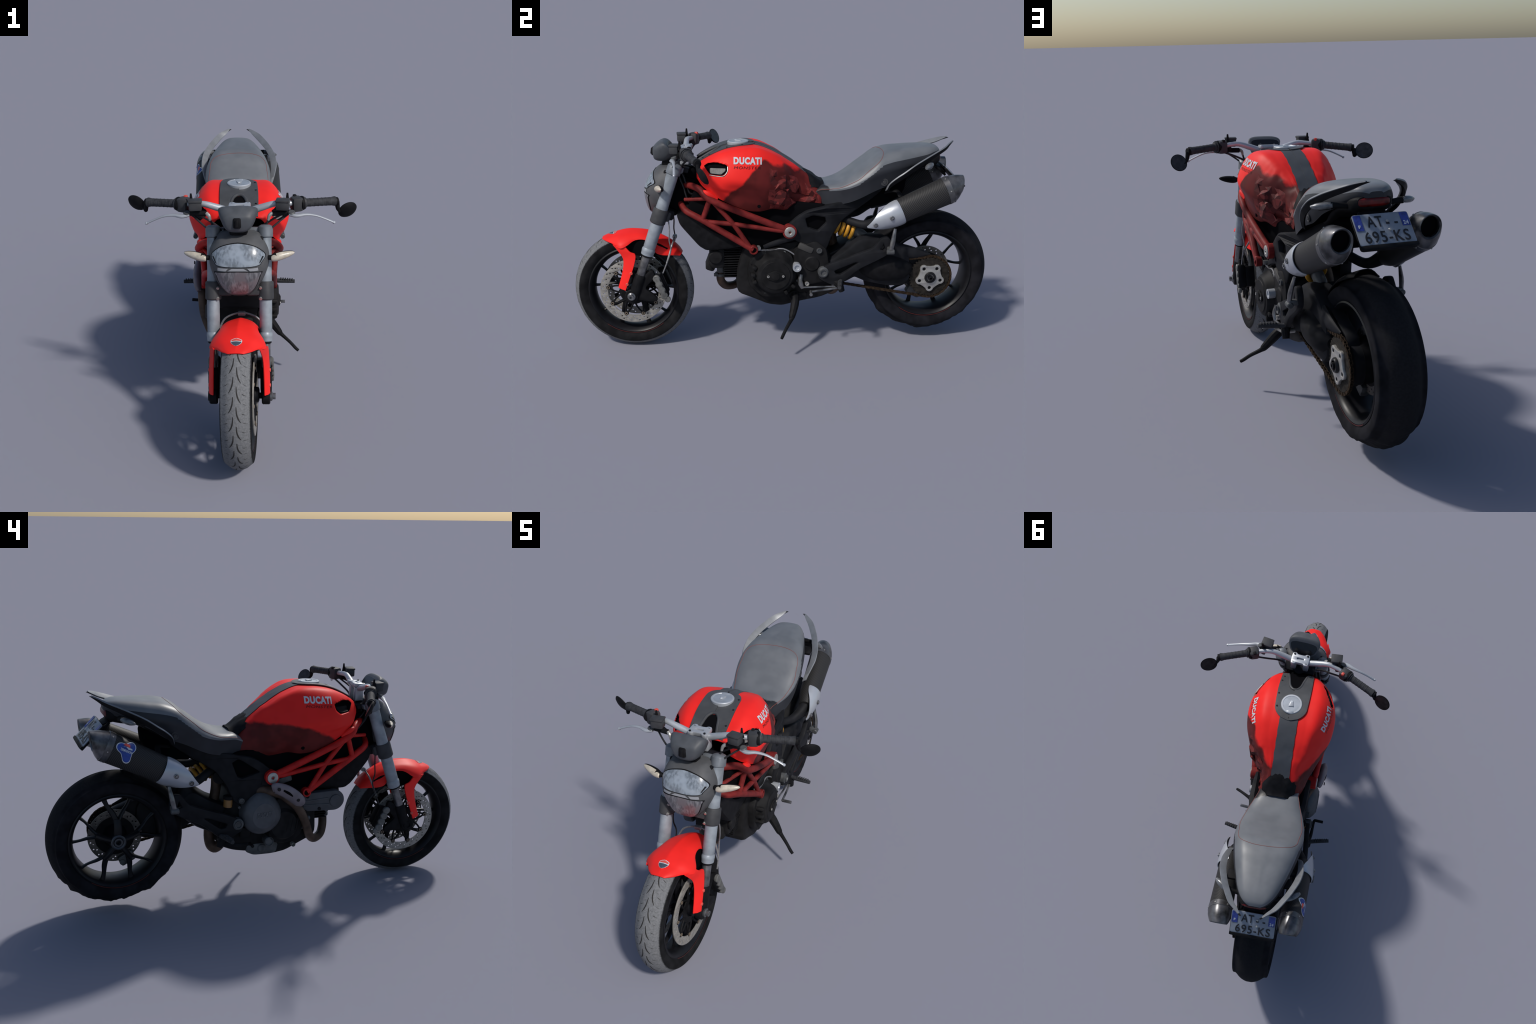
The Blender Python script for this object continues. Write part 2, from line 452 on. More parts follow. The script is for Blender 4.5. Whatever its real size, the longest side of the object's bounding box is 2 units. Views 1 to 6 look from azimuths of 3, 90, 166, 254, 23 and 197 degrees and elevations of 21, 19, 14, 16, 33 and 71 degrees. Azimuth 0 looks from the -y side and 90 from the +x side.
# tread grooves: sweeping cuts, short ticks and fine cross lines
def groove_strip(pts, w, R, cy, cz, hw):
    P = cr(pts, 5); rows = []
    for i, (h, a) in enumerate(P):
        t = i/(len(P)-1); ww = w*(.35+.65*sin(pi*min(1, max(0, t*.9+.05))))
        row = []
        for s in (-1, 1):
            hh = h+s*ww; q = abs(hh)/hw
            r = R-.0015*min(1, (q/.22))**2 if q < .22 else (R-.0015-(q-.22)/.30*.0065 if q < .52 else R-.008-(q-.52)/.28*.012)
            r += .0007
            row.append((hh, cy+r*cos(a), cz+r*sin(a)))
        rows.append(row)
    return grid(rows)
gs = []
pitch = 2*pi/25
for k in range(25):
    a0 = k*pitch
    for s in (-1, 1):
        o = a0+(0 if s > 0 else pitch/2)
        if sin(o) < -.985: continue
        gs.append(groove_strip([(s*.006, o), (s*.008, o+pitch*.35), (s*.014, o+pitch*.62), (s*.022, o+pitch*.82)], .0026, FWR, FWY, FWZ, .059))
        gs.append(groove_strip([(s*.026, o+pitch*.35), (s*.034, o+pitch*.42), (s*.040, o+pitch*.45)], .0021, FWR, FWY, FWZ, .059))
        gs.append(groove_strip([(s*.030, o+pitch*.85), (s*.040, o+pitch*.93), (s*.047, o+pitch*.92)], .0013, FWR, FWY, FWZ, .059))
        gs.append(groove_strip([(s*.010, o+pitch*.1), (s*.028, o+pitch*.16), (s*.044, o+pitch*.13)], .0009, FWR, FWY, FWZ, .059))
        gs.append(groove_strip([(s*.010, o+pitch*.6), (s*.028, o+pitch*.66), (s*.044, o+pitch*.63)], .0009, FWR, FWY, FWZ, .059))
add('tread_groove', join(*gs), make_mat('groove_dark', (.022, .020, .019), .8), FORK, wf, kind='stuff')
def stripe(cy, cz, r, x, a0, a1, w=.003):
    return grid([[(x, cy+rr*cos(radians(a)), cz+rr*sin(radians(a))) for rr in (r-w/2, r+w/2)] for a in [a0+(a1-a0)*k/40 for k in range(41)]])
add('rim_stripe', join(*[stripe(FWY, FWZ, .2145, s*.0535, -128, -50) for s in (-1, 1)]), make_mat('rim_stripe_red', (.06, .010, .009), .6), FORK, wf)
# twin drilled discs with bobbins and carrier
for s in (1, -1):
    d = add('brake_disc', drilled_disc((FWY, FWZ), .157, .121, s*.058, .0024, 3, .0042, 24), 'disc', FORK, wf)
    ring = [plate([circ((FWY, FWZ), .064, 48), circ((FWY, FWZ), .040, 48)], s*.054, .003)]
    for k in range(9):
        a = 2*pi*k/9+.2
        for q in (-.16, .16):
            ring.append(tube([(s*.054, FWY+.055*cos(a+q*2), FWZ+.055*sin(a+q*2)), (s*.055, FWY+.09*cos(a+q*.9), FWZ+.09*sin(a+q*.9)), (s*.057, FWY+.119*cos(a), FWZ+.119*sin(a))], .0045, 8))
        ring.append(plate([circ((FWY+.119*cos(a), FWZ+.119*sin(a)), .0105, 14)], s*.057, .0035, .001))
    add('disc_carrier', join(*ring), 'black', FORK, wf)
    add('bobbin', join(*[lathe([(.0075, 0), (.0075, s*.006), (.004, s*.006), (.004, s*.003)], (s*.057, FWY+.119*cos(2*pi*k/9+.2), FWZ+.119*sin(2*pi*k/9+.2)), (1, 0, 0), 12) for k in range(9)]),
        make_mat('bobbin_brass', (.20, .16, .12), .5, .4), FORK, wf, kind='stuff')

# rear wheel ----------------------------------------------------------
wr = empty('wheel')
def rear_rough(r, h, a):
    # scan-like lumps on the tread along the underside
    k = max(0, min(1, (-sin(a)-.35)/.4)) * max(0, min(1, (r-.25)/.03))
    q = noise.noise(Vector((cos(a)*6, sin(a)*6, h*9)))*.010+noise.noise(Vector((cos(a)*17, sin(a)*17, h*20+4)))*.006
    return r+k*(q-.002)
tr = tyre_mesh(RWY, RWZ, RWR, .087, .214, rough=rear_rough, crown=1.6)
add('tyre', tr, 'tyre_r', BODY, wr, 50)
add('rim', rim_mesh(RWY, RWZ, .191, .217, .076), 'rim', BODY, wr)
add('spoke', spokes(RWY, RWZ, [pi-radians(88+72*k) for k in range(5)], radians(17), .03, .095, .193, -.070, -.046, .018, .0105, .0075), 'rim', BODY, wr)
add('hub', lathe([(.060, .03), (.052, -.01), (.040, -.045), (.036, -.075), (.030, -.082), (.030, -.07)], (0, RWY, RWZ), (1, 0, 0), closed=False), 'rim', BODY, wr)
add('hub_nut', join(lathe([(.034, -.070), (.034, -.088), (.028, -.092), (.022, -.088), (.022, -.070)], (0, RWY, RWZ), (1, 0, 0), 24),
                    lathe([(.019, -.06), (.019, -.090), (.012, -.090), (.012, -.06)], (0, RWY, RWZ), (1, 0, 0), 24)), make_mat('hub_nut_grey', (.06, .064, .072), .4, .4), BODY, wr)
add('rim_stripe', join(*[stripe(RWY, RWZ, .2150, s*.0800, -128, -55) for s in (-1, 1)]), make_mat('rim_stripe_dull_red', (.07, .010, .009), .6), BODY, wr)
add('brake_disc', drilled_disc((RWY, RWZ), .121, .090, .006, .0024, 2, .0042, 20), make_mat('rear_disc_dark', (.11, .10, .09), .5, .3, .3, .3, 40), BODY, wr)
add('disc_carrier', lathe([(.092, .008), (.080, .012), (.080, .05), (.04, .055), (.03, .0)], (0, RWY, RWZ), (1, 0, 0)), 'black', BODY, wr)
add('brake_caliper', join(box((.006, RWY-.048, RWZ-.108), (.046, .075, .05), .01, rotx(-28)), disc((-.022, RWY-.025, RWZ-.122), (1, 0, 0), .012, 0, .02)), 'cast', BODY, wr)
# sprocket, carrier, chain
sp_out = []
for k in range(41):
    for q, r in ((0., .1), (.3, .1), (.45, .094), (.85, .094)):
        a = 2*pi*(k+q)/41; sp_out.append((RWY+r*cos(a), RWZ+r*sin(a)))
add('sprocket', plate([sp_out, circ((RWY, RWZ), .05, 32)], .112, .004, .0008), make_mat('sprocket_grime', (.020, .017, .014), .75, .2, .2, .5, 60), BODY, wr)
star = []
for k in range(60):
    a = 2*pi*k/60; r = .057+.013*max(0, cos(5*(a-radians(54))))**.8-.004*max(0, -cos(5*(a-radians(54))))
    star.append((RWY+r*cos(a), RWZ+r*sin(a)))
holes = [circ((RWY+.053*cos(radians(54+72*k)), RWZ+.053*sin(radians(54+72*k))), .0100, 16) for k in range(5)]
add('sprocket_carrier', plate([star]+holes, .120, .007, .002), 'steel', BODY, wr)
add('carrier_bolt', join(*[lathe([(.0085, -.006), (.0085, .002), (.005, .002), (.005, -.004), (0, -.004)], (.123, RWY+.053*cos(radians(54+72*k)), RWZ+.053*sin(radians(54+72*k))), (1, 0, 0), 12) for k in range(5)]), 'screw', BODY, wr, kind='stuff')
add('axle_nut', join(lathe([(.028, .118), (.028, .132), (.024, .138), (.018, .138), (.018, .125), (0, .125)], (0, RWY, RWZ), (1, 0, 0), 24), lathe([(.012, .12), (.012, .145), (.006, .145), (.006, .13)], (0, RWY, RWZ), (1, 0, 0), 18)), 'screw', BODY, wr)
# chain: links along a racetrack
links = []
import itertools
path = []
for k in range(0, 41): path.append((RWY+.103*cos(radians(-95+k*205/40.)), RWZ+.103*sin(radians(-95+k*205/40.))))
top_end = path[-1]
path = [(.20, .415)]+[(.20+(RWY-.009-.20)*0, .415)][:0]+path[::-1]+[(.20, .335)]
dist = [0]
for p, q in zip(path, path[1:]): dist.append(dist[-1]+sqrt((p[0]-q[0])**2+(p[1]-q[1])**2))
nl = int(dist[-1]/.0125); step = dist[-1]/nl
def at(s):
    for i in range(len(dist)-1):
        if s <= dist[i+1]:
            t = (s-dist[i])/(dist[i+1]-dist[i]+1e-9); return (path[i][0]+(path[i+1][0]-path[i][0])*t, path[i][1]+(path[i+1][1]-path[i][1])*t)
    return path[-1]
for i in range(nl):
    p = at(i*step); q = at((i+1)*step); a = atan2(q[1]-p[1], q[0]-p[0])
    for sx in (-1, 1):
        links.append(box((.112+sx*(.0055 if i % 2 else .0035), (p[0]+q[0])/2, (p[1]+q[1])/2), (.002, step*1.25, .0105), .0, Matrix.Rotation(a, 3, 'X')))
    links.append(disc((.112, p[0], p[1]), (1, 0, 0), .0042, -.006, .006, 8))
add('chain', join(*links), 'rust', BODY, wr, kind='stuff')

# ================================================================== FORK
def fy(z): return -.576+.343*(z-.655)
FD = Vector((0, .343, 1)).normalized()
def fork_seg(x, prof):
    """prof [(z, r)] along the raked axis"""
    rows = []
    u = Vector((1, 0, 0)); v = FD.cross(u)
    for z, r in prof:
        c = Vector((x, fy(z), z)); rows.append([tuple(c+u*(cos(2*pi*k/28)*r*.86)+v*(sin(2*pi*k/28)*r)) for k in range(28)])
    return grid(rows, True, True)
forkp = empty('fork')
for s in (1, -1):
    x = s*.102-.001
    add('fork_tube', fork_seg(x, [(.512, .0275), (.520, .0285), (.64, .0285), (.70, .0285), (.72, .0275), (.865, .0275)]), 'fork_silver', FORK, forkp)
    add('fork_collar', fork_seg(x, [(.478, .026), (.480, .0295), (.494, .0305), (.497, .0315), (.506, .0315), (.513, .028)]), 'fork_silver', FORK, forkp)
    add('fork_slider', fork_seg(x, [(.36, .0205), (.48, .0205)]), 'chrome', FORK, forkp)
    add('fork_seal', fork_seg(x, [(.470, .022), (.472, .0255), (.479, .0255)]), 'black', FORK, forkp)
    foot = join(fork_seg(x, [(.285, .024), (.30, .026), (.36, .0265), (.378, .0255), (.382, .022)]),
                disc((x, FWY, FWZ-.006), (1, 0, 0), .032, -.016, .016, 28, .004))
    add('fork_foot', foot, 'black', FORK, forkp)
    # caliper bracket arms behind the leg
    add('caliper_bracket', plate([rnd([(fy(.33), .335), (-.66, .37), (-.615, .405), (-.605, .37), (-.66, .315), (-.60, .270), (-.60, .250), (-.70, .262)], 4, .3)], s*.098, .010, .004), 'black', FORK, forkp)
    add('axle_cap', join(lathe([(.019, 0), (.019, s*.008), (.0125, s*.012), (.0125, s*.022), (.007, s*.022), (.007, s*.012), (0, s*.012)], (s*.116, FWY, FWZ-.006), (1, 0, 0), 20)) if s > 0
        else lathe([(.020, 0), (.020, s*.008), (.013, s*.008), (.013, -s*.01), (0, -s*.01)], (s*.116, FWY, FWZ-.006), (1, 0, 0), 20), 'chrome' if s > 0 else 'black', FORK, forkp)
    # brake caliper, four-pot radial
    cal = [box((s*.104, -.575, .325), (.040, .040, .115), .010, rotx(22)), box((s*.062, -.575, .325), (.05, .034, .10), .006, rotx(22))]
    add('brake_caliper', join(*cal), 'black', FORK, forkp)
    face = []
    for k in range(4):
        t = (k-1.5)*.030; c = Vector((s*.122, -.577, .325))+(rotx(22) @ Vector((0, 0, t)))
        face.append(disc(c, (1, 0, 0), .0175, -.012, .005, 20, .004))
    face.append(box((s*.121, -.577, .325), (.014, .026, .105), .005, rotx(22)))
    face.append(disc(Vector((s*.120, -.545, .265)), (1, 0, 0), .014, -.01, .006, 16, .003))
    add('caliper_face', join(*face), make_mat('caliper_grey', (.14, .14, .135), .5, .3, .3, .25, 50), FORK, forkp)
    # lower clamp
    add('fork_clamp', join(fork_seg(x, [(.632, .033), (.636, .0365), (.695, .0365), (.700, .033)]), box((s*.062, fy(.667)+.014, .667), (.075, .075, .052), .012, rotx(-19))), 'grey_plastic', FORK, forkp)
    add('clamp_bolt', join(disc((s*.083, fy(.65)-.034, .648), (0, 1, .3), .006, -.003, .004, 10), disc((s*.083, fy(.69)-.034, .686), (0, 1, .3), .006, -.003, .004, 10)), 'steel', FORK, forkp, kind='stuff')
    add('fork_clamp', join(fork_seg(x, [(.860, .028), (.863, .034), (.897, .034), (.902, .030), (.907, .018)]), box((s*.065, fy(.88)+.018, .880), (.07, .05, .026), .008, rotx(-19))), 'clamp_grey', FORK, forkp)
add('steering_stem', join(tube([(0, fy(.655)+.045, .655), (0, fy(.89)+.045, .89)], .030, 20, smooth=False), box((0, fy(.667)+.03, .667), (.15, .07, .05), .01, rotx(-19)), box((0, fy(.88)+.035, .878), (.15, .06, .024), .006, rotx(-19))), 'swing', FORK, forkp)
# axle spindle
add('axle', tube([(-.105, FWY, FWZ-.004), (.105, FWY, FWZ-.004)], .012, 14, smooth=False), 'black', FORK, forkp)

# ================================================================== FRONT MUDGUARD
mg = empty('mudguard')
# centreline arch (y,z), half width, drop at the edge, crest rise
st = [(-.857, .541, .030, .006, .0), (-.838, .553, .058, .020, .001), (-.808, .567, .082, .036, .002), (-.775, .578, .110, .058, .004), (-.735, .585, .106, .054, .005), (-.690, .585, .082, .032, .005),
      (-.640, .579, .074, .028, .005), (-.600, .566, .080, .042, .004), (-.565, .551, .088, .066, .003), (-.525, .528, .082, .062, .002), (-.495, .499, .066, .035, .0), (-.480, .475, .045, .012, .0)]
ST = [(y, z-.010*min(1, max(0, (y+.86)/.06)), w*.96, d, r) for y, z, w, d, r in cr(st, 5)]; rows = []
for y, z, w, d, rise in ST:
    c = Vector((0, y, z)); n = (c-Vector((0, FWY, FWZ))).normalized(); row = []
    prof = cr([(-1, 1.), (-.92, .70), (-.68, .30), (-.42, .10), (-.16, .02), (0, .0), (.16, .02), (.42, .10), (.68, .30), (.92, .70), (1, 1.)], 3)
    for q, k in prof:
        p = c-n*(d*k)+n*rise*max(0, 1-abs(q)*2.2)**1.5; p.x = q*w; row.append(tuple(p))
    rows.append(row)
outer = grid(rows)
def thicken(m, t, ref=(0, 0, -9)):
    """give an open sheet thickness t on the side facing ref (a point or a function of the vertex)"""
    V = [Vector(v) for v in m[0]]; N = [Vector() for _ in V]; cnt = {}
    for f in m[1]:
        n = Vector()
        for i in range(len(f)):
            p, q = V[f[i]], V[f[(i+1) % len(f)]]; n += p.cross(q)
            e = (f[i], f[(i+1) % len(f)]); cnt[e] = 1
        for i in f: N[i] += n
    r = ref if callable(ref) else (lambda p: Vector(ref))
    sgn = sum((1 if (r(p)-p).dot(n) > 0 else -1) for p, n in zip(V, N))
    sgn = 1 if sgn > 0 else -1
    o = len(V); W = [p+n.normalized()*(t*sgn) for p, n in zip(V, N)]
    F = [tuple(f) for f in m[1]]+[tuple(i+o for i in reversed(f)) for f in m[1]]
    for (i, j) in cnt:
        if (j, i) not in cnt: F.append((j, i, i+o, j+o))
    return [tuple(p) for p in V+W], F
add('mudguard_shell', thicken(outer, .004, (0, FWY, FWZ)), 'red', FORK, mg, 40)
for s in (1, -1):
    # side stays from the wing corner down to the fork foot: folded strip
    sec = [(-.798, .524, .086, -.742, .522, .099), (-.775, .496, .090, -.716, .494, .107), (-.752, .462, .094, -.690, .480, .112), (-.750, .425, .097, -.700, .425, .116), (-.762, .370, .099, -.722, .365, .118), (-.778, .318, .100, -.742, .308, .118)]
    rr = []
    for y0, z0, x0, y1, z1, x1 in cr(sec, 5):
        rr.append([(s*x0, y0, z0), (s*(x0*.35+x1*.65), y0*.62+y1*.38, z0*.62+z1*.38), (s*x1, y1, z1), (s*(x1-.006), y1+.001, z1), (s*(x0*.4+x1*.6-.006), y0*.6+y1*.4, z0*.6+z1*.4), (s*(x0-.003), y0+.002, z0)])
    add('mudguard_stay', grid(rr, True, True), 'red', FORK, mg, 30)
    add('stay_bolt', join(disc((s*.116, -.712, .392), (1, 0, 0), .0075, -.004, .005, 12, .002), disc((s*.116, -.733, .338), (1, 0, 0), .0075, -.004, .005, 12, .002)), 'badge_red', FORK, mg, kind='stuff')
# black inner liner seen through the side openings
rows = []
for y, z, w, d in cr([(-.76, .565, .074, .060), (-.70, .570, .076, .085), (-.64, .565, .076, .090), (-.58, .547, .076, .075), (-.53, .515, .07, .045)], 5):
    c = Vector((0, y, z)); n = (c-Vector((0, FWY, FWZ))).normalized(); row = []
    for q, k in ((-1, 1), (-.97, .5), (-.9, .2), (-.6, .03), (0, 0), (.6, .03), (.9, .2), (.97, .5), (1, 1)):
        p = c-n*(.012+d*k); p.x = q*w; row.append(tuple(p))
    rows.append(row)
add('mudguard_liner', grid(rows), 'deep', FORK, mg)
# shield badge on the nose
t_mg = bvh(outer)
bo = Vector((0, -.826, .66)); bu = Vector((-1, 0, 0)); bv = Vector((0, .86, .5))
sh = [(-.021, .014), (0, .020), (.021, .014), (.021, -.002), (.012, -.016), (0, -.024), (-.012, -.016), (-.021, -.002)]
def badge(name, poly, mat, off): add(name, drape(refine(place(curve_mesh([poly]), bo, bu, bv), .006), t_mg, (0, .2, -1), off), mat, FORK, mg)
badge('badge', rnd(sh, 3, .3), 'badge_white', .0012)
badge('badge_field', [(x*.88, y*.88-.002) for x, y in [(-.021, .004), (.021, .004), (.021, -.002), (.012, -.016), (0, -.024), (-.012, -.016), (-.021, -.002)]], make_mat('badge_slate', (.07, .09, .12), .4, .2), .0018)
badge('badge_band', [(-.018, .012), (0, .0175), (.018, .012), (.018, .0055), (-.018, .0055)], 'badge_red', .0018)

# ================================================================== HEADLIGHT
hl = empty('headlight')
HS = cr([(.660, .034, -.612, -.585), (.668, .052, -.622, -.572), (.690, .074, -.634, -.560), (.715, .091, -.641, -.550), (.745, .104, -.646, -.545), (.775, .112, -.647, -.540), (.805, .113, -.641, -.535),
         (.835, .108, -.629, -.530), (.860, .098, -.613, -.528), (.882, .086, -.594, -.526), (.897, .076, -.574, -.522), (.903, .066, -.556, -.520)], 5)
HS = [((z if z < .81 else .81+(z-.81)*.86), w*1.035, f+.003, b) for z, w, f, b in HS]
def hl_row(z):
    for p, q in zip(HS, HS[1:]):
        if p[0] <= z <= q[0]:
            t = (z-p[0])/(q[0]-p[0]+1e-9); return tuple(a+(b-a)*t for a, b in zip(p, q))
    return HS[0] if z < HS[0][0] else HS[-1]
def hl_y(x, z):
    _, w, f, b = hl_row(z); q = min(1, abs(x)/w)
    return f+(b-f)*(1-sqrt(max(0, 1-q**3.0)))**1.1
rows = []
for z, w, f, b in HS:
    row = []
    for k in range(41):
        t = -pi/2+pi*k/40; x = w*sin(t); row.append((x, hl_y(x, z), z))
    row += [(w*.8, b+.02, z), (-w*.8, b+.02, z)]
    rows.append(row)
hm = grid(rows, True, True)
add('headlight_shell', hm, 'cowl', FORK, hl, 50)
def hl_patch(name, poly, mat, off, L=.006):
    m = refine(curve_mesh([poly]), L)
    add(name, ([(x, hl_y(x, z)-off, z-off*.2) for x, z, _ in m[0]], m[1]), mat, FORK, hl, 60)
up = cr([(-.096, .820), (-.080, .843), (-.050, .861), (0, .869), (.050, .861), (.080, .843), (.096, .820), (.082, .802), (.076, .795), (.04, .792), (0, .791), (-.04, .792), (-.076, .795), (-.082, .802)], 4, True)
up = [(x*1.07, z) for x, z in up]
hl_patch('lens_bezel', [(x*1.025, .832+(z-.832)*1.07) for x, z in up], 'black', .0015)
hl_patch('lens', up, 'lens_hi', .003)
lo = cr([(-.083, .765), (0, .772), (.083, .765), (.082, .750), (.073, .722), (.060, .695), (.040, .678), (0, .673), (-.040, .678), (-.060, .695), (-.073, .722), (-.082, .750)], 4, True)
hl_patch('lens_bezel', [(x*1.05, .722+(z-.722)*1.03) for x, z in lo], 'black', .0015)
hl_patch('lens', lo, 'lens_lo', .003)
for pl in ([(-.078, .774), (-.076, .786), (-.036, .786), (-.046, .775)], [(-.038, .776), (-.022, .786), (.022, .786), (.038, .776)], [(.046, .775), (.036, .786), (.076, .786), (.078, .774)]):
    hl_patch('position_lamp', pl, make_mat('lamp_strip', (.28, .29, .31), .4), .003)
# chrome frame of the mesh lens edge corners
for s in (1, -1):
    hl_patch('reflector_corner', [(s*.098, .820), (s*.086, .803), (s*.080, .800), (s*.092, .823)], 'rim', .0036)
    # wire emblem text stays out; indicator lamps
    ti = empty('turn_signal')
    add('signal_stalk', tube([(s*.098, -.566, .800), (s*.125, -.570, .802), (s*.145, -.568, .806)], [.010, .011, .016], 12, flat=(.9, 1)), 'black', FORK, ti)
    pod = []
    rows = []
    for t, w, h in cr([(0, .006, .008), (.08, .014, .017), (.3, .018, .0225), (.6, .016, .020), (.85, .011, .013), (.97, .005, .006), (1, .001, .001)], 4):
        c = Vector((s*(.122+.092*t), -.572+.028*t, .799+.014*t)); rows.append([tuple(c+Vector((0, w*cos(2*pi*k/20), h*sin(2*pi*k/20)*.72))) for k in range(20)])
    full = grid(rows, True, True)
    add('signal_body', full, 'black', FORK, ti)
    rows2 = [[tuple(Vector(p)+Vector((0, -.0032, 0))) for p in r[5:16]] for r in rows[2:]]
    add('signal_lens', grid(rows2), 'cream', FORK, ti)
# side brackets between headlight and fork
for s in (1, -1):
    add('headlight_bracket', box((s*.085, -.545, .80), (.018, .05, .15), .006, rotx(-19)), 'black', FORK, hl)

# ================================================================== INSTRUMENTS
da = empty('instrument_pod')
def dring(cy, cz, tilt, w, h, n=40, e=3.2):
    u = Vector((0, -sin(tilt), cos(tilt))); row = []
    for k in range(n):
        t = 2*pi*k/n; cx = abs(cos(t))**(2/e)*(1 if cos(t) > 0 else -1); sy = abs(sin(t))**(2/e)*(1 if sin(t) > 0 else -1)
        taper = 1.0-.18*(1-sy)/2*1.6
        row.append(tuple(Vector((w*cx*taper, cy, cz))+u*(h*sy)))
    return row
rg = [(-.516, .968, .72, .078, .036), (-.520, .971, .72, .083, .040), (-.532, .966, .55, .084, .045), (-.552, .955, .35, .080, .048), (-.572, .949, .2, .072, .044), (-.590, .945, .1, .062, .036), (-.599, .944, .05, .048, .026), (-.602, .944, .05, .02, .01)]
rows = [dring(*r) for r in cr(rg, 3)]
add('pod_shell', grid(rows, True, True), 'pod', FORK, da, 45)
face = dring(-.5150, .9685, .72, .072, .031)
add('display', ([tuple(p) for p in face], [tuple(range(len(face)))]), make_mat('display_black', (.008, .008, .010), .25, 0, .4), FORK, da)
add('pod_latch', join(box((0, -.601, .951), (.030, .016, .040), .006, rotx(-8)), box((0, -.606, .951), (.014, .016, .030), .004, rotx(-8))), 'black', FORK, da)
add('pod_mount', box((0, -.535, .905), (.07, .05, .05), .012, rotx(-15)), 'black', FORK, da)

# ================================================================== HANDLEBAR
hb = empty('handlebar')
bar = [(0, -.4555, .953), (.045, -.4555, .954), (.085, -.457, .966), (.135, -.4575, .981), (.175, -.450, .980), (.215, -.437, .976), (.375, -.372, .962)]
full = [(-x, y, z) for x, y, z in bar[:0:-1]]+bar
add('bar', tube(full, [.0105, .0105, .0108, .012, .0138, .0142, .0142, .0142, .0138, .012, .0108, .0105, .0105], 16, 6), 'silver', FORK, hb)
clampo = rnd([(-.040, -.028), (-.026, -.030), (-.018, -.021), (.018, -.021), (.026, -.030), (.040, -.028), (.040, .028), (.026, .030), (.018, .021), (-.018, .021), (-.026, .030), (-.040, .028)], 3, .3)
cm = curve_mesh([clampo, rnd([(-.020, -.008), (.020, -.008), (.020, .008), (-.020, .008)], 3, .3)], .006, .003)
add('bar_clamp', place(cm, (0, -.4545, .967), (1, 0, 0), (0, .97, .1)), 'silver', FORK, hb)
add('bar_riser', join(*[box((s*.03, -.456, .925), (.026, .042, .065), .006) for s in (1, -1)]), 'silver', FORK, hb)
add('clamp_bolt', join(*[disc((s*.032, -.4545+q*.022, .975), (0, .1, 1), .0045, -.002, .003, 10) for s in (1, -1) for q in (1, -1)]), 'screw', FORK, hb, kind='stuff')
gd = (Vector((.375, -.372, .962))-Vector((.245, -.424, .972))).normalized()
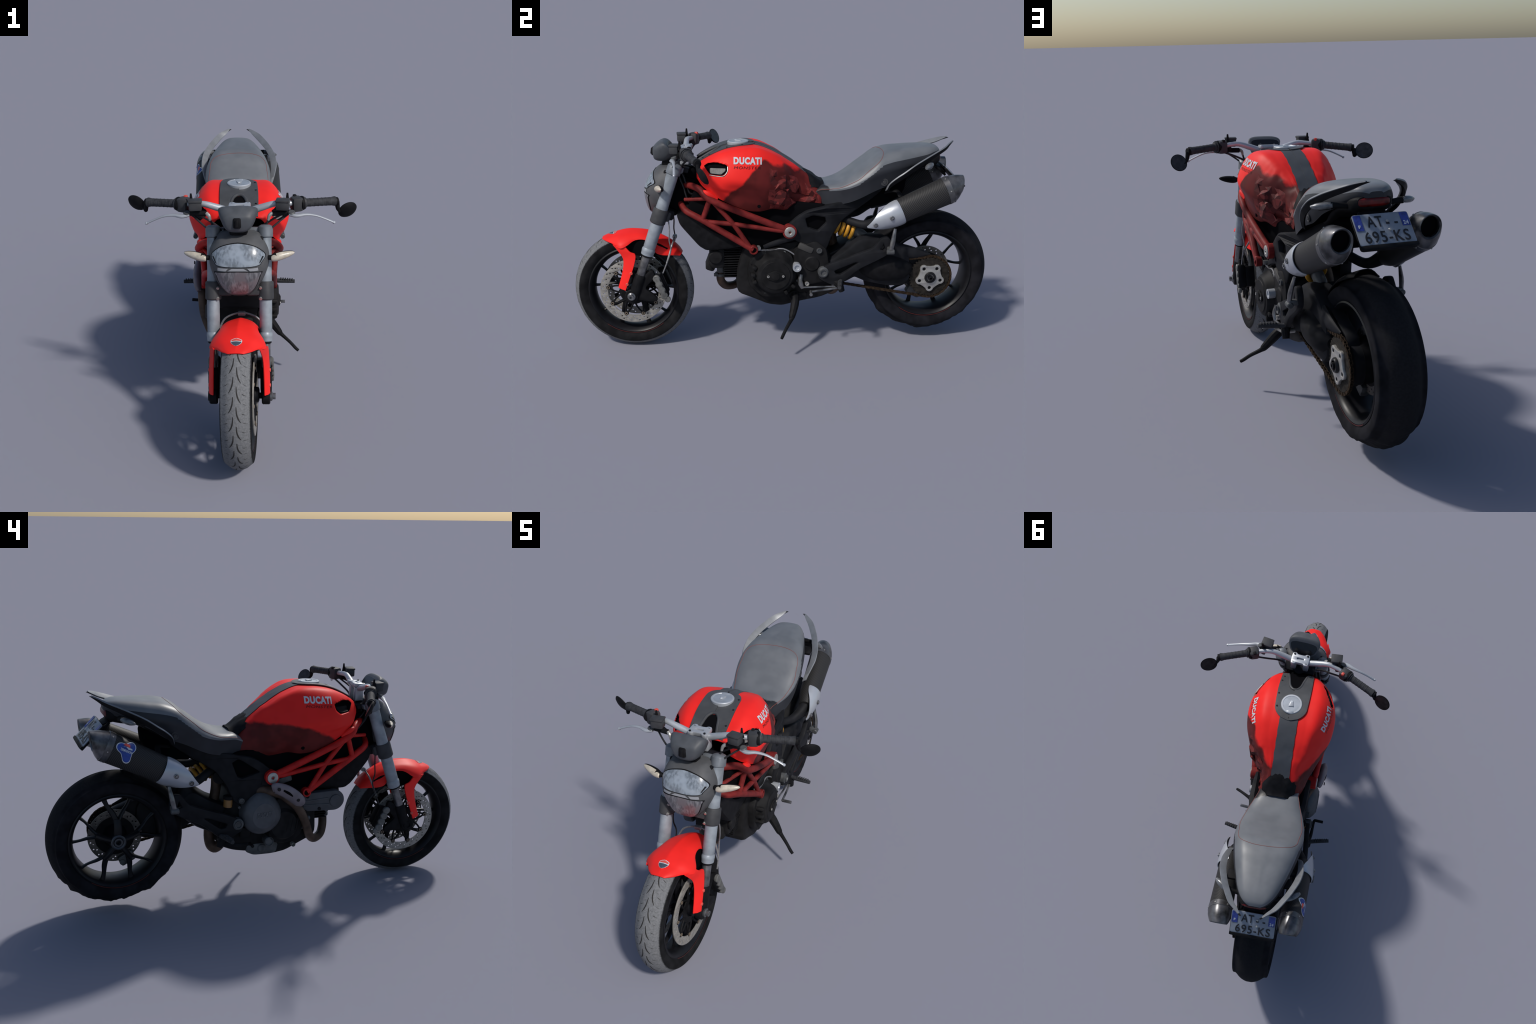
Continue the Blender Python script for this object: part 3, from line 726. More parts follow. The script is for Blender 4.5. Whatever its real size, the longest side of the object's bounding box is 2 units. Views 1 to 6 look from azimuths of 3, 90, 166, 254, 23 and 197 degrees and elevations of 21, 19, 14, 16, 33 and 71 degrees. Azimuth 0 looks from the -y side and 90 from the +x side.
for s in (1, -1):
    def S(p): return (s*p[0], p[1], p[2])
    g0 = Vector((.250, -.4225, .973)); pts = [g0+gd*t for t in (0, .006, .01, .06, .115, .128, .133)]
    add('grip', tube([S(p) for p in pts], [.021, .021, .0165, .0160, .0165, .019, .019], 18, 3, smooth=False), 'rubber', FORK, hb)
    rings = []
    for k in range(6):
        p = g0+gd*(.022+k*.017); q = p+gd*.006
        rings.append(tube([S(p), S((p+q)/2), S(q)], [.0164, .0171, .0164], 16, 2))
    add('grip_ridge', join(*rings), 'rubber', FORK, hb, kind='stuff')
    # bar-end mirror
    mi = empty('mirror'); mz = -.019 if s > 0 else .016
    add('mirror_arm', join(disc(Vector(S((.378, -.371, .962))), (s, .4*1, 0), .0165, -.006, .007, 16, .002), tube([S((.380, -.369, .960)), S((.384, -.367, .937)), S((.386, -.366, .927)), S((.395, -.358, .925+mz*.6)), S((.412, -.350, .928+mz))], [.011, .009, .0075, .0055, .005], 10)), 'black', FORK, mi)
    mz = -.019 if s > 0 else .016
    c = Vector(S((.425, -.345, .936+mz))); ax = Vector((s*-.40, .82, .40)).normalized()
    add('mirror_shell', lathe([(.0, -.013), (.020, -.011), (.033, -.006), (.0385, .0), (.0385, .0035), (.036, .0042)], c, ax, 32, sq=(.98, 1.05)), 'black', FORK, mi)
    add('mirror_glass', lathe([(.0, .0040), (.036, .0040), (.036, .003)], c, ax, 32, sq=(.98, 1.05)), 'mirror', FORK, mi)
    # switch gear
    sw = empty('switch_gear')
    rot = Matrix.Rotation(s*atan2(gd.y, gd.x), 3, 'Z')
    add('switch_housing', join(box(S((.222, -.432, .972)), (.046, .050, .058), .012, rot), tube([S((.243, -.426, .973)), S((.250, -.4225, .973))], .026, 18, smooth=False)), 'grey_plastic', FORK, sw)
    add('switch_button', box(S((.214, -.418, .999)), (.014, .016, .014), .004, rot), 'badge_red' if s < 0 else 'black', FORK, sw)
    add('switch_toggle', box(S((.230, -.404, .975)), (.012, .012, .014), .003, rot), 'black', FORK, sw)
    add('switch_collar', tube([S((.236, -.4285, .973)), S((.246, -.4245, .973))], .028, 20, smooth=False), 'black', FORK, sw)
    # master cylinder, reservoir, lever
    mc = empty('master_cylinder')
    add('reservoir', join(box(S((.169, -.487, .985)), (.050, .040, .036), .006, Matrix.Rotation(s*-.12, 3, 'Z')), box(S((.169, -.487, 1.004)), (.054, .044, .010), .004, Matrix.Rotation(s*-.12, 3, 'Z'))), 'grey_plastic', FORK, mc)
    add('cylinder_body', join(tube([S((.130, -.482, .950)), S((.205, -.476, .952))], .011, 14, smooth=False), box(S((.182, -.462, .962)), (.020, .035, .030), .005)), 'black', FORK, mc)
    add('adjuster', disc(Vector(S((.203, -.486, .952))), (0, -.3, 1), .014, -.006, .008, 16, .003), 'cast', FORK, mc)
    add('lever', tube([S((.195, -.488, .948)), S((.222, -.494, .944)), S((.255, -.484, .945)), S((.295, -.478, .939)), S((.335, -.474, .923)), S((.364, -.471, .909))], [.010, .010, .0075, .0055, .005, .0055], 10, 5, flat=(.75, 1.1)), 'silver', FORK, mc)
    add('lever_tip', lathe([(.0, -.0065), (.0046, -.0046), (.0065, 0), (.0046, .0046), (0, .0065)], S((.366, -.471, .908)), (0, 0, 1), 12), 'silver', FORK, mc)
    add('mirror_stub', tube([S((.190, -.462, .985)), S((.187, -.463, 1.005)), S((.187, -.463, 1.026))], [.007, .006, .0035], 8), 'black', FORK, mc)
    add('hose', join(tube([S((.130, -.482, .950)), S((.118, -.488, .945)), S((.108, -.492, .915)), S((.092, -.500, .870)), S((.075, -.500, .82))], .0042, 8), tube([S((.205, -.45, .95)), S((.150, -.49, .915)), S((.105, -.508, .88)), S((.07, -.50, .84))], .004, 8),
        tube([S((.215, -.425, .95)), S((.16, -.44, .93)), S((.10, -.46, .90)), S((.05, -.46, .86))], .0045, 8)), 'cable', FORK, mc)
    add('hose_fitting', tube([S((.128, -.483, .952)), S((.117, -.489, .943)), S((.112, -.492, .925))], [.008, .007, .005], 10), 'steel', FORK, mc)
# brake hoses to the calipers, over the mudguard
for s in (1, -1):
    add('brake_hose', tube([(s*.085, -.535, .66), (s*.105, -.528, .60), (s*.108, -.530, .55), (s*.100, -.525, .50), (s*.104, -.545, .44), (s*.105, -.565, .39)], .0032, 8), 'hose' if s > 0 else 'cable', FORK, forkp)
add('hose_bridge', join(tube([(-.104, -.545, .44), (-.085, -.53, .49), (-.06, -.52, .525), (0, -.515, .543), (.06, -.52, .525), (.085, -.53, .49), (.104, -.545, .44)], .004, 8), box((0, -.515, .540), (.03, .02, .016), .004)), 'hose', FORK, forkp)

# ================================================================== TANK
tk = empty('fuel_tank')
# per station: y, top z, then (half width, z): shoulder, upper side, widest, bulge bottom, lower panel, hem
TS = [(-.405, .907, .085, .900, .100, .886, .110, .872, .112, .862, .112, .852, .108, .846),
      (-.380, .922, .104, .917, .123, .900, .136, .872, .139, .846, .142, .829, .138, .815),
      (-.340, .944, .120, .940, .151, .912, .166, .866, .168, .831, .164, .806, .156, .784),
      (-.290, .966, .130, .960, .170, .921, .194, .861, .189, .816, .172, .789, .164, .752),
      (-.240, .979, .134, .972, .178, .928, .207, .856, .191, .810, .174, .775, .165, .727),
      (-.180, .985, .134, .978, .178, .927, .209, .850, .193, .803, .174, .760, .160, .703),
      (-.120, .979, .128, .973, .170, .920, .200, .840, .190, .790, .170, .745, .150, .694),
      (-.060, .956, .115, .947, .154, .896, .177, .822, .173, .772, .158, .735, .138, .702),
      (.000, .922, .101, .909, .133, .860, .150, .795, .147, .752, .138, .716, .122, .690),
      (.060, .880, .085, .866, .110, .822, .124, .766, .122, .731, .116, .706, .106, .683),
      (.120, .834, .070, .820, .095, .787, .106, .747, .106, .721, .102, .700, .094, .687),
      (.170, .796, .052, .785, .072, .765, .088, .735, .092, .715, .090, .700, .084, .692)]
rows = []
VENT = [(-.374, .906), (-.354, .922), (-.314, .929), (-.262, .918), (-.266, .889), (-.291, .869), (-.347, .870)]
def inside(poly, x, y):
    c = False
    for i in range(len(poly)):
        (x1, y1), (x2, y2) = poly[i-1], poly[i]
        if (y1 > y) != (y2 > y) and x < (x2-x1)*(y-y1)/(y2-y1)+x1: c = not c
    return c
def edge_d(poly, x, y):
    b = 9
    for i in range(len(poly)):
        a = Vector(poly[i-1]); e = Vector(poly[i])-a; p = Vector((x, y))-a
        t = max(0, min(1, p.dot(e)/e.dot(e))); b = min(b, (p-e*t).length)
    return b
for s in cr(TS, 10):
    y, zc = s[0], s[1]
    half = [(0, zc), (.040, zc), (min(.078, s[2]*.66), zc-.0005)]+[(s[2+2*i], s[3+2*i]) for i in range(6)]
    H = cr(half, 9)
    dent = 1-.20*min(1, max(0, (y+.01)/.06))*min(1, max(0, (.16-y)/.05))
    row = [(-x, y, z) for x, z in H[::-1]]+[(x*(1-(1-dent)*min(1, max(0, (x-.045)/.03))), y, z) for x, z in H[1:]]
    rows.append(row)
tank0 = grid(rows)
t_tank0 = bvh(tank0)
# sink the side intakes and wrinkle the dented rear flanks
V = []
for x, y, z in tank0[0]:
    if abs(x) > .1 and inside(VENT, y, z):
        k = min(1, edge_d(VENT, y, z)/.010); x -= math.copysign(.022*k*k*(3-2*k), x)
    q = max(0, min(1, (y+.10)/.12))
    if q > 0:
        d = noise.noise(Vector((x*18, y*18, z*18)))*.006*q+noise.noise(Vector((x*45, y*45, z*45)))*.0025*q
        x += d*(1 if x > 0 else -1)*min(1, abs(x)/.04); z += d*.5
    V.append((x, y, z))
tank = (V, tank0[1])
t_tank = bvh(tank)
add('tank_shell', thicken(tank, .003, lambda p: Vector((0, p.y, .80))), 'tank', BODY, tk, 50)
for s in (1, -1):
    vm = refine(place(curve_mesh([rnd([(y*.97-.0095, .897+(z-.897)*.93) for y, z in VENT], 3, .2)]), (s*.30, 0, 0), (0, 1, 0), (0, 0, 1)), .006)
    add('intake_recess', drape(vm, t_tank, (-s, 0, 0), .0012), 'deep', BODY, tk)
    vm = refine(place(curve_mesh([rnd([(-.345, .874), (-.343, .897), (-.272, .900), (-.275, .890), (-.294, .874)], 3, .15)]), (s*.30, 0, 0), (0, 1, 0), (0, 0, 1)), .006)
    add('intake_mesh', drape(vm, t_tank, (-s, 0, 0), .003), 'vent_mesh' if s > 0 else 'black', BODY, tk)
    rim = [(-.348, .871), (-.292, .8705), (-.269, .890), (-.2655, .912)]
    pts = []
    for y, z in cr(rim, 5):
        h = t_tank.ray_cast(Vector((s*.3, y, z)), Vector((-s, 0, 0))); pts.append(tuple(h[0]+Vector((s*.002, 0, 0))))
    if s > 0: add('intake_trim', tube(pts, .0022, 8, smooth=False), 'steel', BODY, tk)
    # seam screw at the lower corner
    h = t_tank.ray_cast(Vector((s*.3, -.125, .722)), Vector((-s, 0, 0)))
    add('panel_screw', disc(h[0], (s, 0, 0), .008, -.002, .003, 14), 'deep', BODY, tk)
# top insert: two prongs joined around the filler, rounded at the rear
def strip(ys, fin, fout, off, sides=(1, -1), n=10):
    ms = []
    for s in sides:
        rws = []
        for y in ys:
            a, b = fin(y), fout(y); r = []
            for k in range(n+1):
                x = s*(a+(b-a)*k/n); h = t_tank.ray_cast(Vector((x, y, 1.2)), Vector((0, 0, -1)))
                if h[0] is None: h = t_tank.find_nearest(Vector((x, y, .92)))
                r.append(tuple(h[0]+Vector((0, 0, off))))
            rws.append(r)
        ms.append(grid(rws))
    return join(*ms)
def ins_out(y):
    if y < -.20: return .0755+.003*sin((y+.40)/.2*pi)
    t = (y+.20)/.067; return .0755*sqrt(max(0.0004, 1-t*t))
def ins_in(y): return 0. if y > -.303 else min(.045, .022+.023*((-.303-y)/.09)**.8)
ys = [-.402+k*.0085 for k in range(12)]+[-.3035, -.3025]+[-.295+k*.008 for k in range(20)]+[-.1335]
add('tank_insert', thicken(strip(ys, ins_in, ins_out, .004), .004), 'insert', BODY, tk, 40)
add('key_recess', strip([-.404+k*.01 for k in range(11)], lambda y: 0., lambda y: ins_in(y)+.002, .0016), 'deep', BODY, tk)
sc = []
for x, y in cr([(-.046, -.398), (-.036, -.360), (-.027, -.322), (-.014, -.303), (0, -.298), (.014, -.303), (.027, -.322), (.036, -.360), (.046, -.398)], 5):
    h = t_tank.ray_cast(Vector((x, y, 1.2)), Vector((0, 0, -1))); sc.append(tuple((h[0] if h[0] is not None else Vector((x, y, .905)))+Vector((0, 0, .004))))
add('key_scoop', tube(sc, [.004]+[.0065]*(len(sc)-2)+[.004], 10, smooth=False), 'insert', BODY, tk)
add('tank_stripe', thicken(strip([-.150+k*.01 for k in range(29)], lambda y: 0., lambda y: .043+.003*noise.noise(Vector((y*40, 0, 0))), .0018), .0015), 'tank_pad', BODY, tk, 40)
capn = Vector((0, -.02, 1)).normalized(); capc = Vector((0, -.212, t_tank.ray_cast(Vector((0, -.19, 1.2)), Vector((0, 0, -1)))[0].z+.0052))
add('filler_ring', lathe([(.0495, -.014), (.0495, .003), (.047, .0052), (.041, .0052), (.0395, .0035)], capc, capn, 40), 'silver', BODY, tk)
add('filler_cap', lathe([(.040, .0), (.040, .0038), (.0, .0042)], capc, capn, 40), 'cap', BODY, tk)
fl = curve_mesh([[(-.011, .012), (.011, .012), (.004, -.014), (-.004, -.014)]], .0015, .0008)
add('filler_flap', place(fl, capc+capn*.006, (1, 0, 0), (0, 1, -.02)), 'silver', BODY, tk)
add('filler_hinge', box(capc+Vector((0, .040, .004)), (.034, .010, .006), .002), 'cap', BODY, tk)
add('lock', disc(capc+Vector((0, -.010, .006)), capn, .0055, 0, .003, 14, .001), 'badge_white', BODY, tk)
scr = []
for s in (1, -1):
    for y, x in ((-.375, .062), (-.345, .068), (-.265, .069), (-.195, .066)):
        h = t_tank.ray_cast(Vector((s*x, y, 1.2)), Vector((0, 0, -1))); scr.append(lathe([(.0045, .004), (.0045, .0058), (.002, .0058), (.002, .004)], h[0], (0, 0, 1), 10))
h = t_tank.ray_cast(Vector((0, -.145, 1.2)), Vector((0, 0, -1))); scr.append(disc(h[0], (0, 0, 1), .0045, .004, .006, 10))
add('insert_screw', join(*scr), 'screw', BODY, tk, kind='stuff')
cl = []
for i in range(15):
    u = -1+2*i/14; y0 = .088+.030*abs(u)+.012*noise.noise(Vector((u*5, 3, 0))); row = []
    for j in range(7):
        y = y0+(.185-y0)*j/6; x = u*(.082-.10*max(0, y-.12))
        h = t_tank0.ray_cast(Vector((x, min(y, .168), 1.2)), Vector((0, 0, -1)))
        z = h[0].z if h[0] is not None else .785
        row.append((x, y, z+.003+.009*min(1, j/2)+.003*noise.noise(Vector((x*60, y*60, 1)))-max(0, y-.168)*.2))
    cl.append(row)
add('seat_collar', thicken(grid(cl), .006), 'black', BODY, tk, 40)
# lettering on both flanks
def letters(txt, s, c, size, wid, slope, mat, off, bold=0., shear=0.):
    m = curve_mesh(None, text=txt, size=size, offset=bold, shear=shear)
    xs = [v[0] for v in m[0]]; k = wid/(max(xs)-min(xs))
    m = ([(x*k, y*1.0, z) for x, y, z in m[0]], m[1])
    U = Vector((0, s*cos(slope), s*sin(slope)*s)) if True else None
    U = Vector((0, s*cos(slope), sin(slope))); W = Vector((0, -s*sin(slope), cos(slope)))
    m = refine(place(m, (s*.32, c[0], c[1]), U, W), .006)
    add('lettering', drape(m, t_tank, (-s, 0, -.15), off), mat, BODY, tk, 80)
letters('DUCATI', 1, (-.176, .955), .040, .126, radians(-2), 'white_print', .0018, .0021)
letters('MONSTER', 1, (-.180, .926), .017, .120, radians(-2), 'dark_print', .0016, .0, .2)
letters('DUCATI', -1, (-.188, .958), .040, .126, radians(-4), 'white_print', .0018, .0021)
letters('MONSTER', -1, (-.188, .930), .017, .120, radians(-4), 'dark_print', .0016, .0, .2)
# crumpled sheet on the left rear flank
random.seed(11)
pts = {}; nu, nv = 11, 9; tri_f = []; tv = []
for i in range(nu+1):
    for j in range(nv+1):
        u, v = i/nu, j/nv
        y = -.075+.235*u+random.uniform(-.010, .010); zt = .905-.62*max(0, y+.05)-.01; zb = .705-.04*u
        z = zb+(zt-zb)*v+random.uniform(-.008, .008)
        h = t_tank0.ray_cast(Vector((.35, y, z)), Vector((-1, 0, 0)))
        p = h[0] if h[0] is not None else t_tank0.find_nearest(Vector((.15, y, z)))[0]
        edge = min(u, 1-u, v, 1-v)
        k = random.uniform(-.008, .018)*min(1, edge*6)+.001
        p = p+Vector((k, random.uniform(-.012, .012)*min(1, edge*6), random.uniform(-.012, .012)*min(1, edge*6))); pts[i, j] = len(tv); tv.append(tuple(p))
for i in range(nu):
    for j in range(nv):
        a, b, c, d = pts[i, j], pts[i+1, j], pts[i+1, j+1], pts[i, j+1]
        tri_f += [(a, b, c), (a, c, d)] if random.random() < .5 else [(a, b, d), (b, c, d)]
add('crumpled_panel', (tv, tri_f), 'crumple', BODY, tk, smooth=False)

# ================================================================== SEAT
se = empty('seat')
# y, top z, half width, z at widest, hem half width, hem z
SS = [(.095, .738, .086, .730, .084, .708), (.130, .770, .090, .755, .088, .696), (.170, .793, .097, .773, .094, .697), (.215, .799, .113, .778, .108, .703), (.260, .811, .131, .785, .122, .712), (.305, .836, .145, .799, .133, .725),
      (.350, .870, .154, .820, .140, .745), (.395, .903, .158, .846, .141, .768), (.435, .934, .156, .863, .138, .785), (.490, .953, .146, .877, .131, .805), (.550, .960, .131, .887, .120, .845), (.610, .965, .113, .897, .105, .872),
      (.665, .967, .093, .909, .088, .892), (.700, .965, .072, .925, .068, .908), (.722, .959, .051, .933, .050, .916), (.735, .946, .026, .935, .026, .925)]
rows = []; SEATX = -.005
for y, zt, w, zw, wl, zl in cr(SS, 6):
    drop = zt-zw
    half = [(0, zt), (w*.42, zt-.03*drop), (w*.70, zt-.12*drop), (w*.88, zt-.36*drop), (w*.975, zt-.72*drop), (w, zw), (w*.55+wl*.45, zw*.6+zl*.4), (wl, zl)]
    H = cr(half, 5)
    rows.append([(-x+SEATX, y, z) for x, z in H[::-1]]+[(x+SEATX, y, z) for x, z in H[1:]])
wrow = len(rows[0]); mid = wrow//2
seat_m = grid(rows); t_seat = bvh(seat_m)
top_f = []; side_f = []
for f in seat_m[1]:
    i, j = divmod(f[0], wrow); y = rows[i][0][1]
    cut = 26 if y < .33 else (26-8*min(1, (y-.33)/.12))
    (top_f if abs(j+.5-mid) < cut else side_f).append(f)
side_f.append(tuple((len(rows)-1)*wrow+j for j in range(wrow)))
def pick(fs):
    ids = sorted({i for f in fs for i in f}); mp = {k: n for n, k in enumerate(ids)}
    return [seat_m[0][k] for k in ids], [tuple(mp[i] for i in f) for f in fs]
add('seat_top', pick(top_f), 'seat', BODY, se, 70)
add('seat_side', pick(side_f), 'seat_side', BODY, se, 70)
add('seat_base', grid([[(r[0][0]*.98, r[0][1], r[0][2]+.004), (r[-1][0]*.98, r[-1][1], r[-1][2]+.004)] for r in rows]), 'deep', BODY, se)
sl = [(.094, .150, .776), (.103, .20, .781), (.117, .25, .788), (.128, .30, .808), (.138, .347, .838), (.139, .388, .885), (.138, .418, .915), (.122, .438, .938), (.085, .449, .956), (.04, .453, .97)]
line = sl+[(0, .454, .97)]+[(-x-.006, y-.004, z) for x, y, z in sl[::-1]]
pts = []
for p in cr(line, 8):
    h = t_seat.find_nearest(Vector(p)); pts.append(tuple(h[0]+h[1]*(.0004 if h[1].z > -.3 else -.0004)))
add('stitching', tube(pts, .0010, 6, smooth=False), 'stitch', BODY, se)
for s in (1, -1):
    h = t_seat.ray_cast(Vector((s*.3, .455, .818)), Vector((-s, 0, 0)))
    if h[0] is not None:
        add('seat_bolt', join(lathe([(.018, -.002), (.018, .002), (.014, .003), (.011, .0015), (.009, .0015), (.008, .004), (0, .004)], h[0], (s, 0, -.1), 24)), 'grey_plastic', BODY, se)

# ================================================================== TAIL
tl = empty('tail')
for s in (1, -1):
    gp = [(.162, .462, .792), (.172, .474, .822), (.181, .503, .850), (.186, .535, .873), (.180, .585, .907), (.160, .640, .934), (.141, .680, .951), (.109, .735, .973), (.083, .760, .984), (.054, .785, .992)]
    wd = [.016, .020, .024, .026, .026, .025, .025, .024, .018, .006]
    dp = [.016, .022, .026, .026, .026, .025, .022, .018, .012, .004]
    top = []; fin = []
    for x, y, z, a, b in cr([(*p, a, b) for p, a, b in zip(gp, wd, dp)], 5):
        k = a/.026
        top.append([(s*(x+.003), y, z-.004), (s*x, y-.001, z+.001), (s*(x-a*.5), y-.003, z-.006*k), (s*(x-a), y-.004, z-.016*k), (s*(x-a+.002), y-.002, z-.021*k), (s*(x-.002), y+.001, z-.008*k)])
        fin.append([(s*(x+.001), y+.001, z-.006), (s*(x-.004), y+.005, z-b*.7), (s*(x-.010), y+.008, z-b), (s*(x-.016), y+.005, z-b*.95), (s*(x-a*.8), y, z-.014*k)])
    add('grab_rail', grid(top, True, True), 'grab', BODY, tl, 40)
    add('rail_fin', grid(fin, True, True), 'black', BODY, tl, 40)
    add('rail_mount', box((s*.115, .60, .880), (.06, .05, .016), .005, rotx(20)), 'black', BODY, tl)
    # rear indicators
    ti = empty('turn_signal')
    add('signal_stalk', tube([(s*.07, .680, .893), (s*.105, .675, .897), (s*.130, .668, .897)], [.010, .010, .013], 12), 'black', BODY, ti)
    add('signal_body', tube([(s*.125, .672, .898), (s*.150, .660, .896), (s*.172, .645, .893), (s*.190, .633, .891)], [.012, .0155, .014, .006], 14, 5, flat=(.8, 1)), make_mat('signal_smoke', (.14, .145, .155), .25, .2, .5, .3, 50), BODY, ti)
# tail box, light, undertray
tb = [(.44, .805, .075, .035), (.52, .845, .085, .040), (.60, .880, .085, .028), (.67, .894, .080, .030), (.71, .903, .072, .028), (.728, .910, .060, .020)]
rows = []
for y, z, w, h in cr(tb, 4):
    rows.append([(w*(abs(cos(t))**.6)*(1 if cos(t) > 0 else -1), y, z+h*(abs(sin(t))**.6)*(1 if sin(t) > 0 else -1)) for t in [2*pi*k/28 for k in range(28)]])
add('tail_box', grid(rows, True, True), 'black', BODY, tl, 50)
rows = []
for y, z, w, h in cr([(.690, .903, .070, .022), (.718, .908, .064, .019), (.732, .911, .052, .014), (.738, .912, .030, .008)], 4):
    rows.append([(w*(abs(cos(t))**.5)*(1 if cos(t) > 0 else -1), y, z+h*(abs(sin(t))**.6)*(1 if sin(t) > 0 else -1)) for t in [2*pi*k/28 for k in range(28)]])
add('tail_light', grid(rows, True, True), 'tail_red', BODY, tl, 50)
add('undertray', join(plate([rnd([(.36, .69), (.44, .77), (.53, .815), (.565, .82), (.56, .77), (.54, .735), (.47, .70)], 4, .25)], 0, .062, .01),
    plate([rnd([(.24, .70), (.34, .75), (.46, .79), (.46, .76), (.36, .69), (.27, .65)], 3, .25)], 0, .060, .008)), 'deep', BODY, tl)
# licence plate with bracket
pl = empty('licence_plate')
P0 = Vector((-.006, .795, .8315)); pu = Vector((-1, .03, .0)).normalized(); pv = Vector((0, -.085, .085)).normalized(); pn = pu.cross(pv)
if pn.y < 0: pn = -pn
PU = Vector((1, 0, 0)) if False else Vector((-1, 0, 0))
# text reads left-to-right seen from behind: right hand of that viewer is -x
hw, hh = .099, .060
def onplate(m, u, v, off): return place(m, P0+PU*u+pv*v+pn*off, PU, pv, pn)
add('plate_sheet', onplate(curve_mesh([rnd([(-hw, -hh), (hw, -hh), (hw, hh), (-hw, hh)], 4, .06)], .0012, .0006), 0, 0, 0), 'plate_white', BODY, pl)
add('plate_backing', onplate(curve_mesh([rnd([(-hw-.002, -hh-.014), (hw+.002, -hh-.014), (hw+.002, hh), (-hw-.002, hh)], 4, .06)], .003, .001), 0, 0, -.006), 'black', BODY, pl)
add('plate_foot', onplate(curve_mesh([rnd([(-hw-.002, -.007), (hw+.002, -.007), (hw+.002, .007), (-hw-.002, .007)], 3, .2)], .003, .001), 0, -hh-.007, .001), 'black', BODY, pl)
add('country_band', onplate(curve_mesh([[(-.013, -.030), (.013, -.030), (.013, .030), (-.013, .030)]], .0003), -hw+.0155, hh-.033, .0028), 'plate_blue', BODY, pl)
add('region_band', onplate(curve_mesh([[(-.014, -.026), (.014, -.026), (.014, .026), (-.014, .026)]], .0003), hw-.0165, hh-.029, .0028), 'plate_blue', BODY, pl)
def ptext(t, u, v, size, wid, mat):
    m = curve_mesh(None, .0003, text=t, size=size, offset=.0006)
    xs = [q[0] for q in m[0]]; k = wid/(max(xs)-min(xs)); c = (max(xs)+min(xs))/2
    add('plate_lettering', onplate(([((x-c)*k, y, z) for x, y, z in m[0]], m[1]), u, v, .0036), mat, BODY, pl)
ptext('AT', -.026, .026, .060, .056, 'plate_text')
ptext('-', .018, .024, .060, .012, 'plate_text')
ptext('-', .048, .024, .060, .012, 'plate_text')
ptext('695-KS', .002, -.033, .060, .158, 'plate_text')
ptext('F', -hw+.0155, .012, .016, .008, 'badge_white')
ptext('24', hw-.0165, .016, .020, .018, 'badge_white')
add('plate_bolt', join(*[disc(P0+PU*u+pv*v+pn*.003, pn, .005, 0, .003, 10, .001) for u, v in ((.018, .028), (.018, -.006))]), 'steel', BODY, pl, kind='stuff')
add('plate_bracket', join(tube([(.0, .68, .878), (0, .730, .868), (0, .768, .835)], [.022, .022, .016], 10, flat=(.4, 2.2)), tube([(-.05, .715, .872), (-.075, .76, .83)], .006, 8, smooth=False), tube([(.05, .715, .872), (.06, .76, .83)], .006, 8, smooth=False)), 'black', BODY, pl)

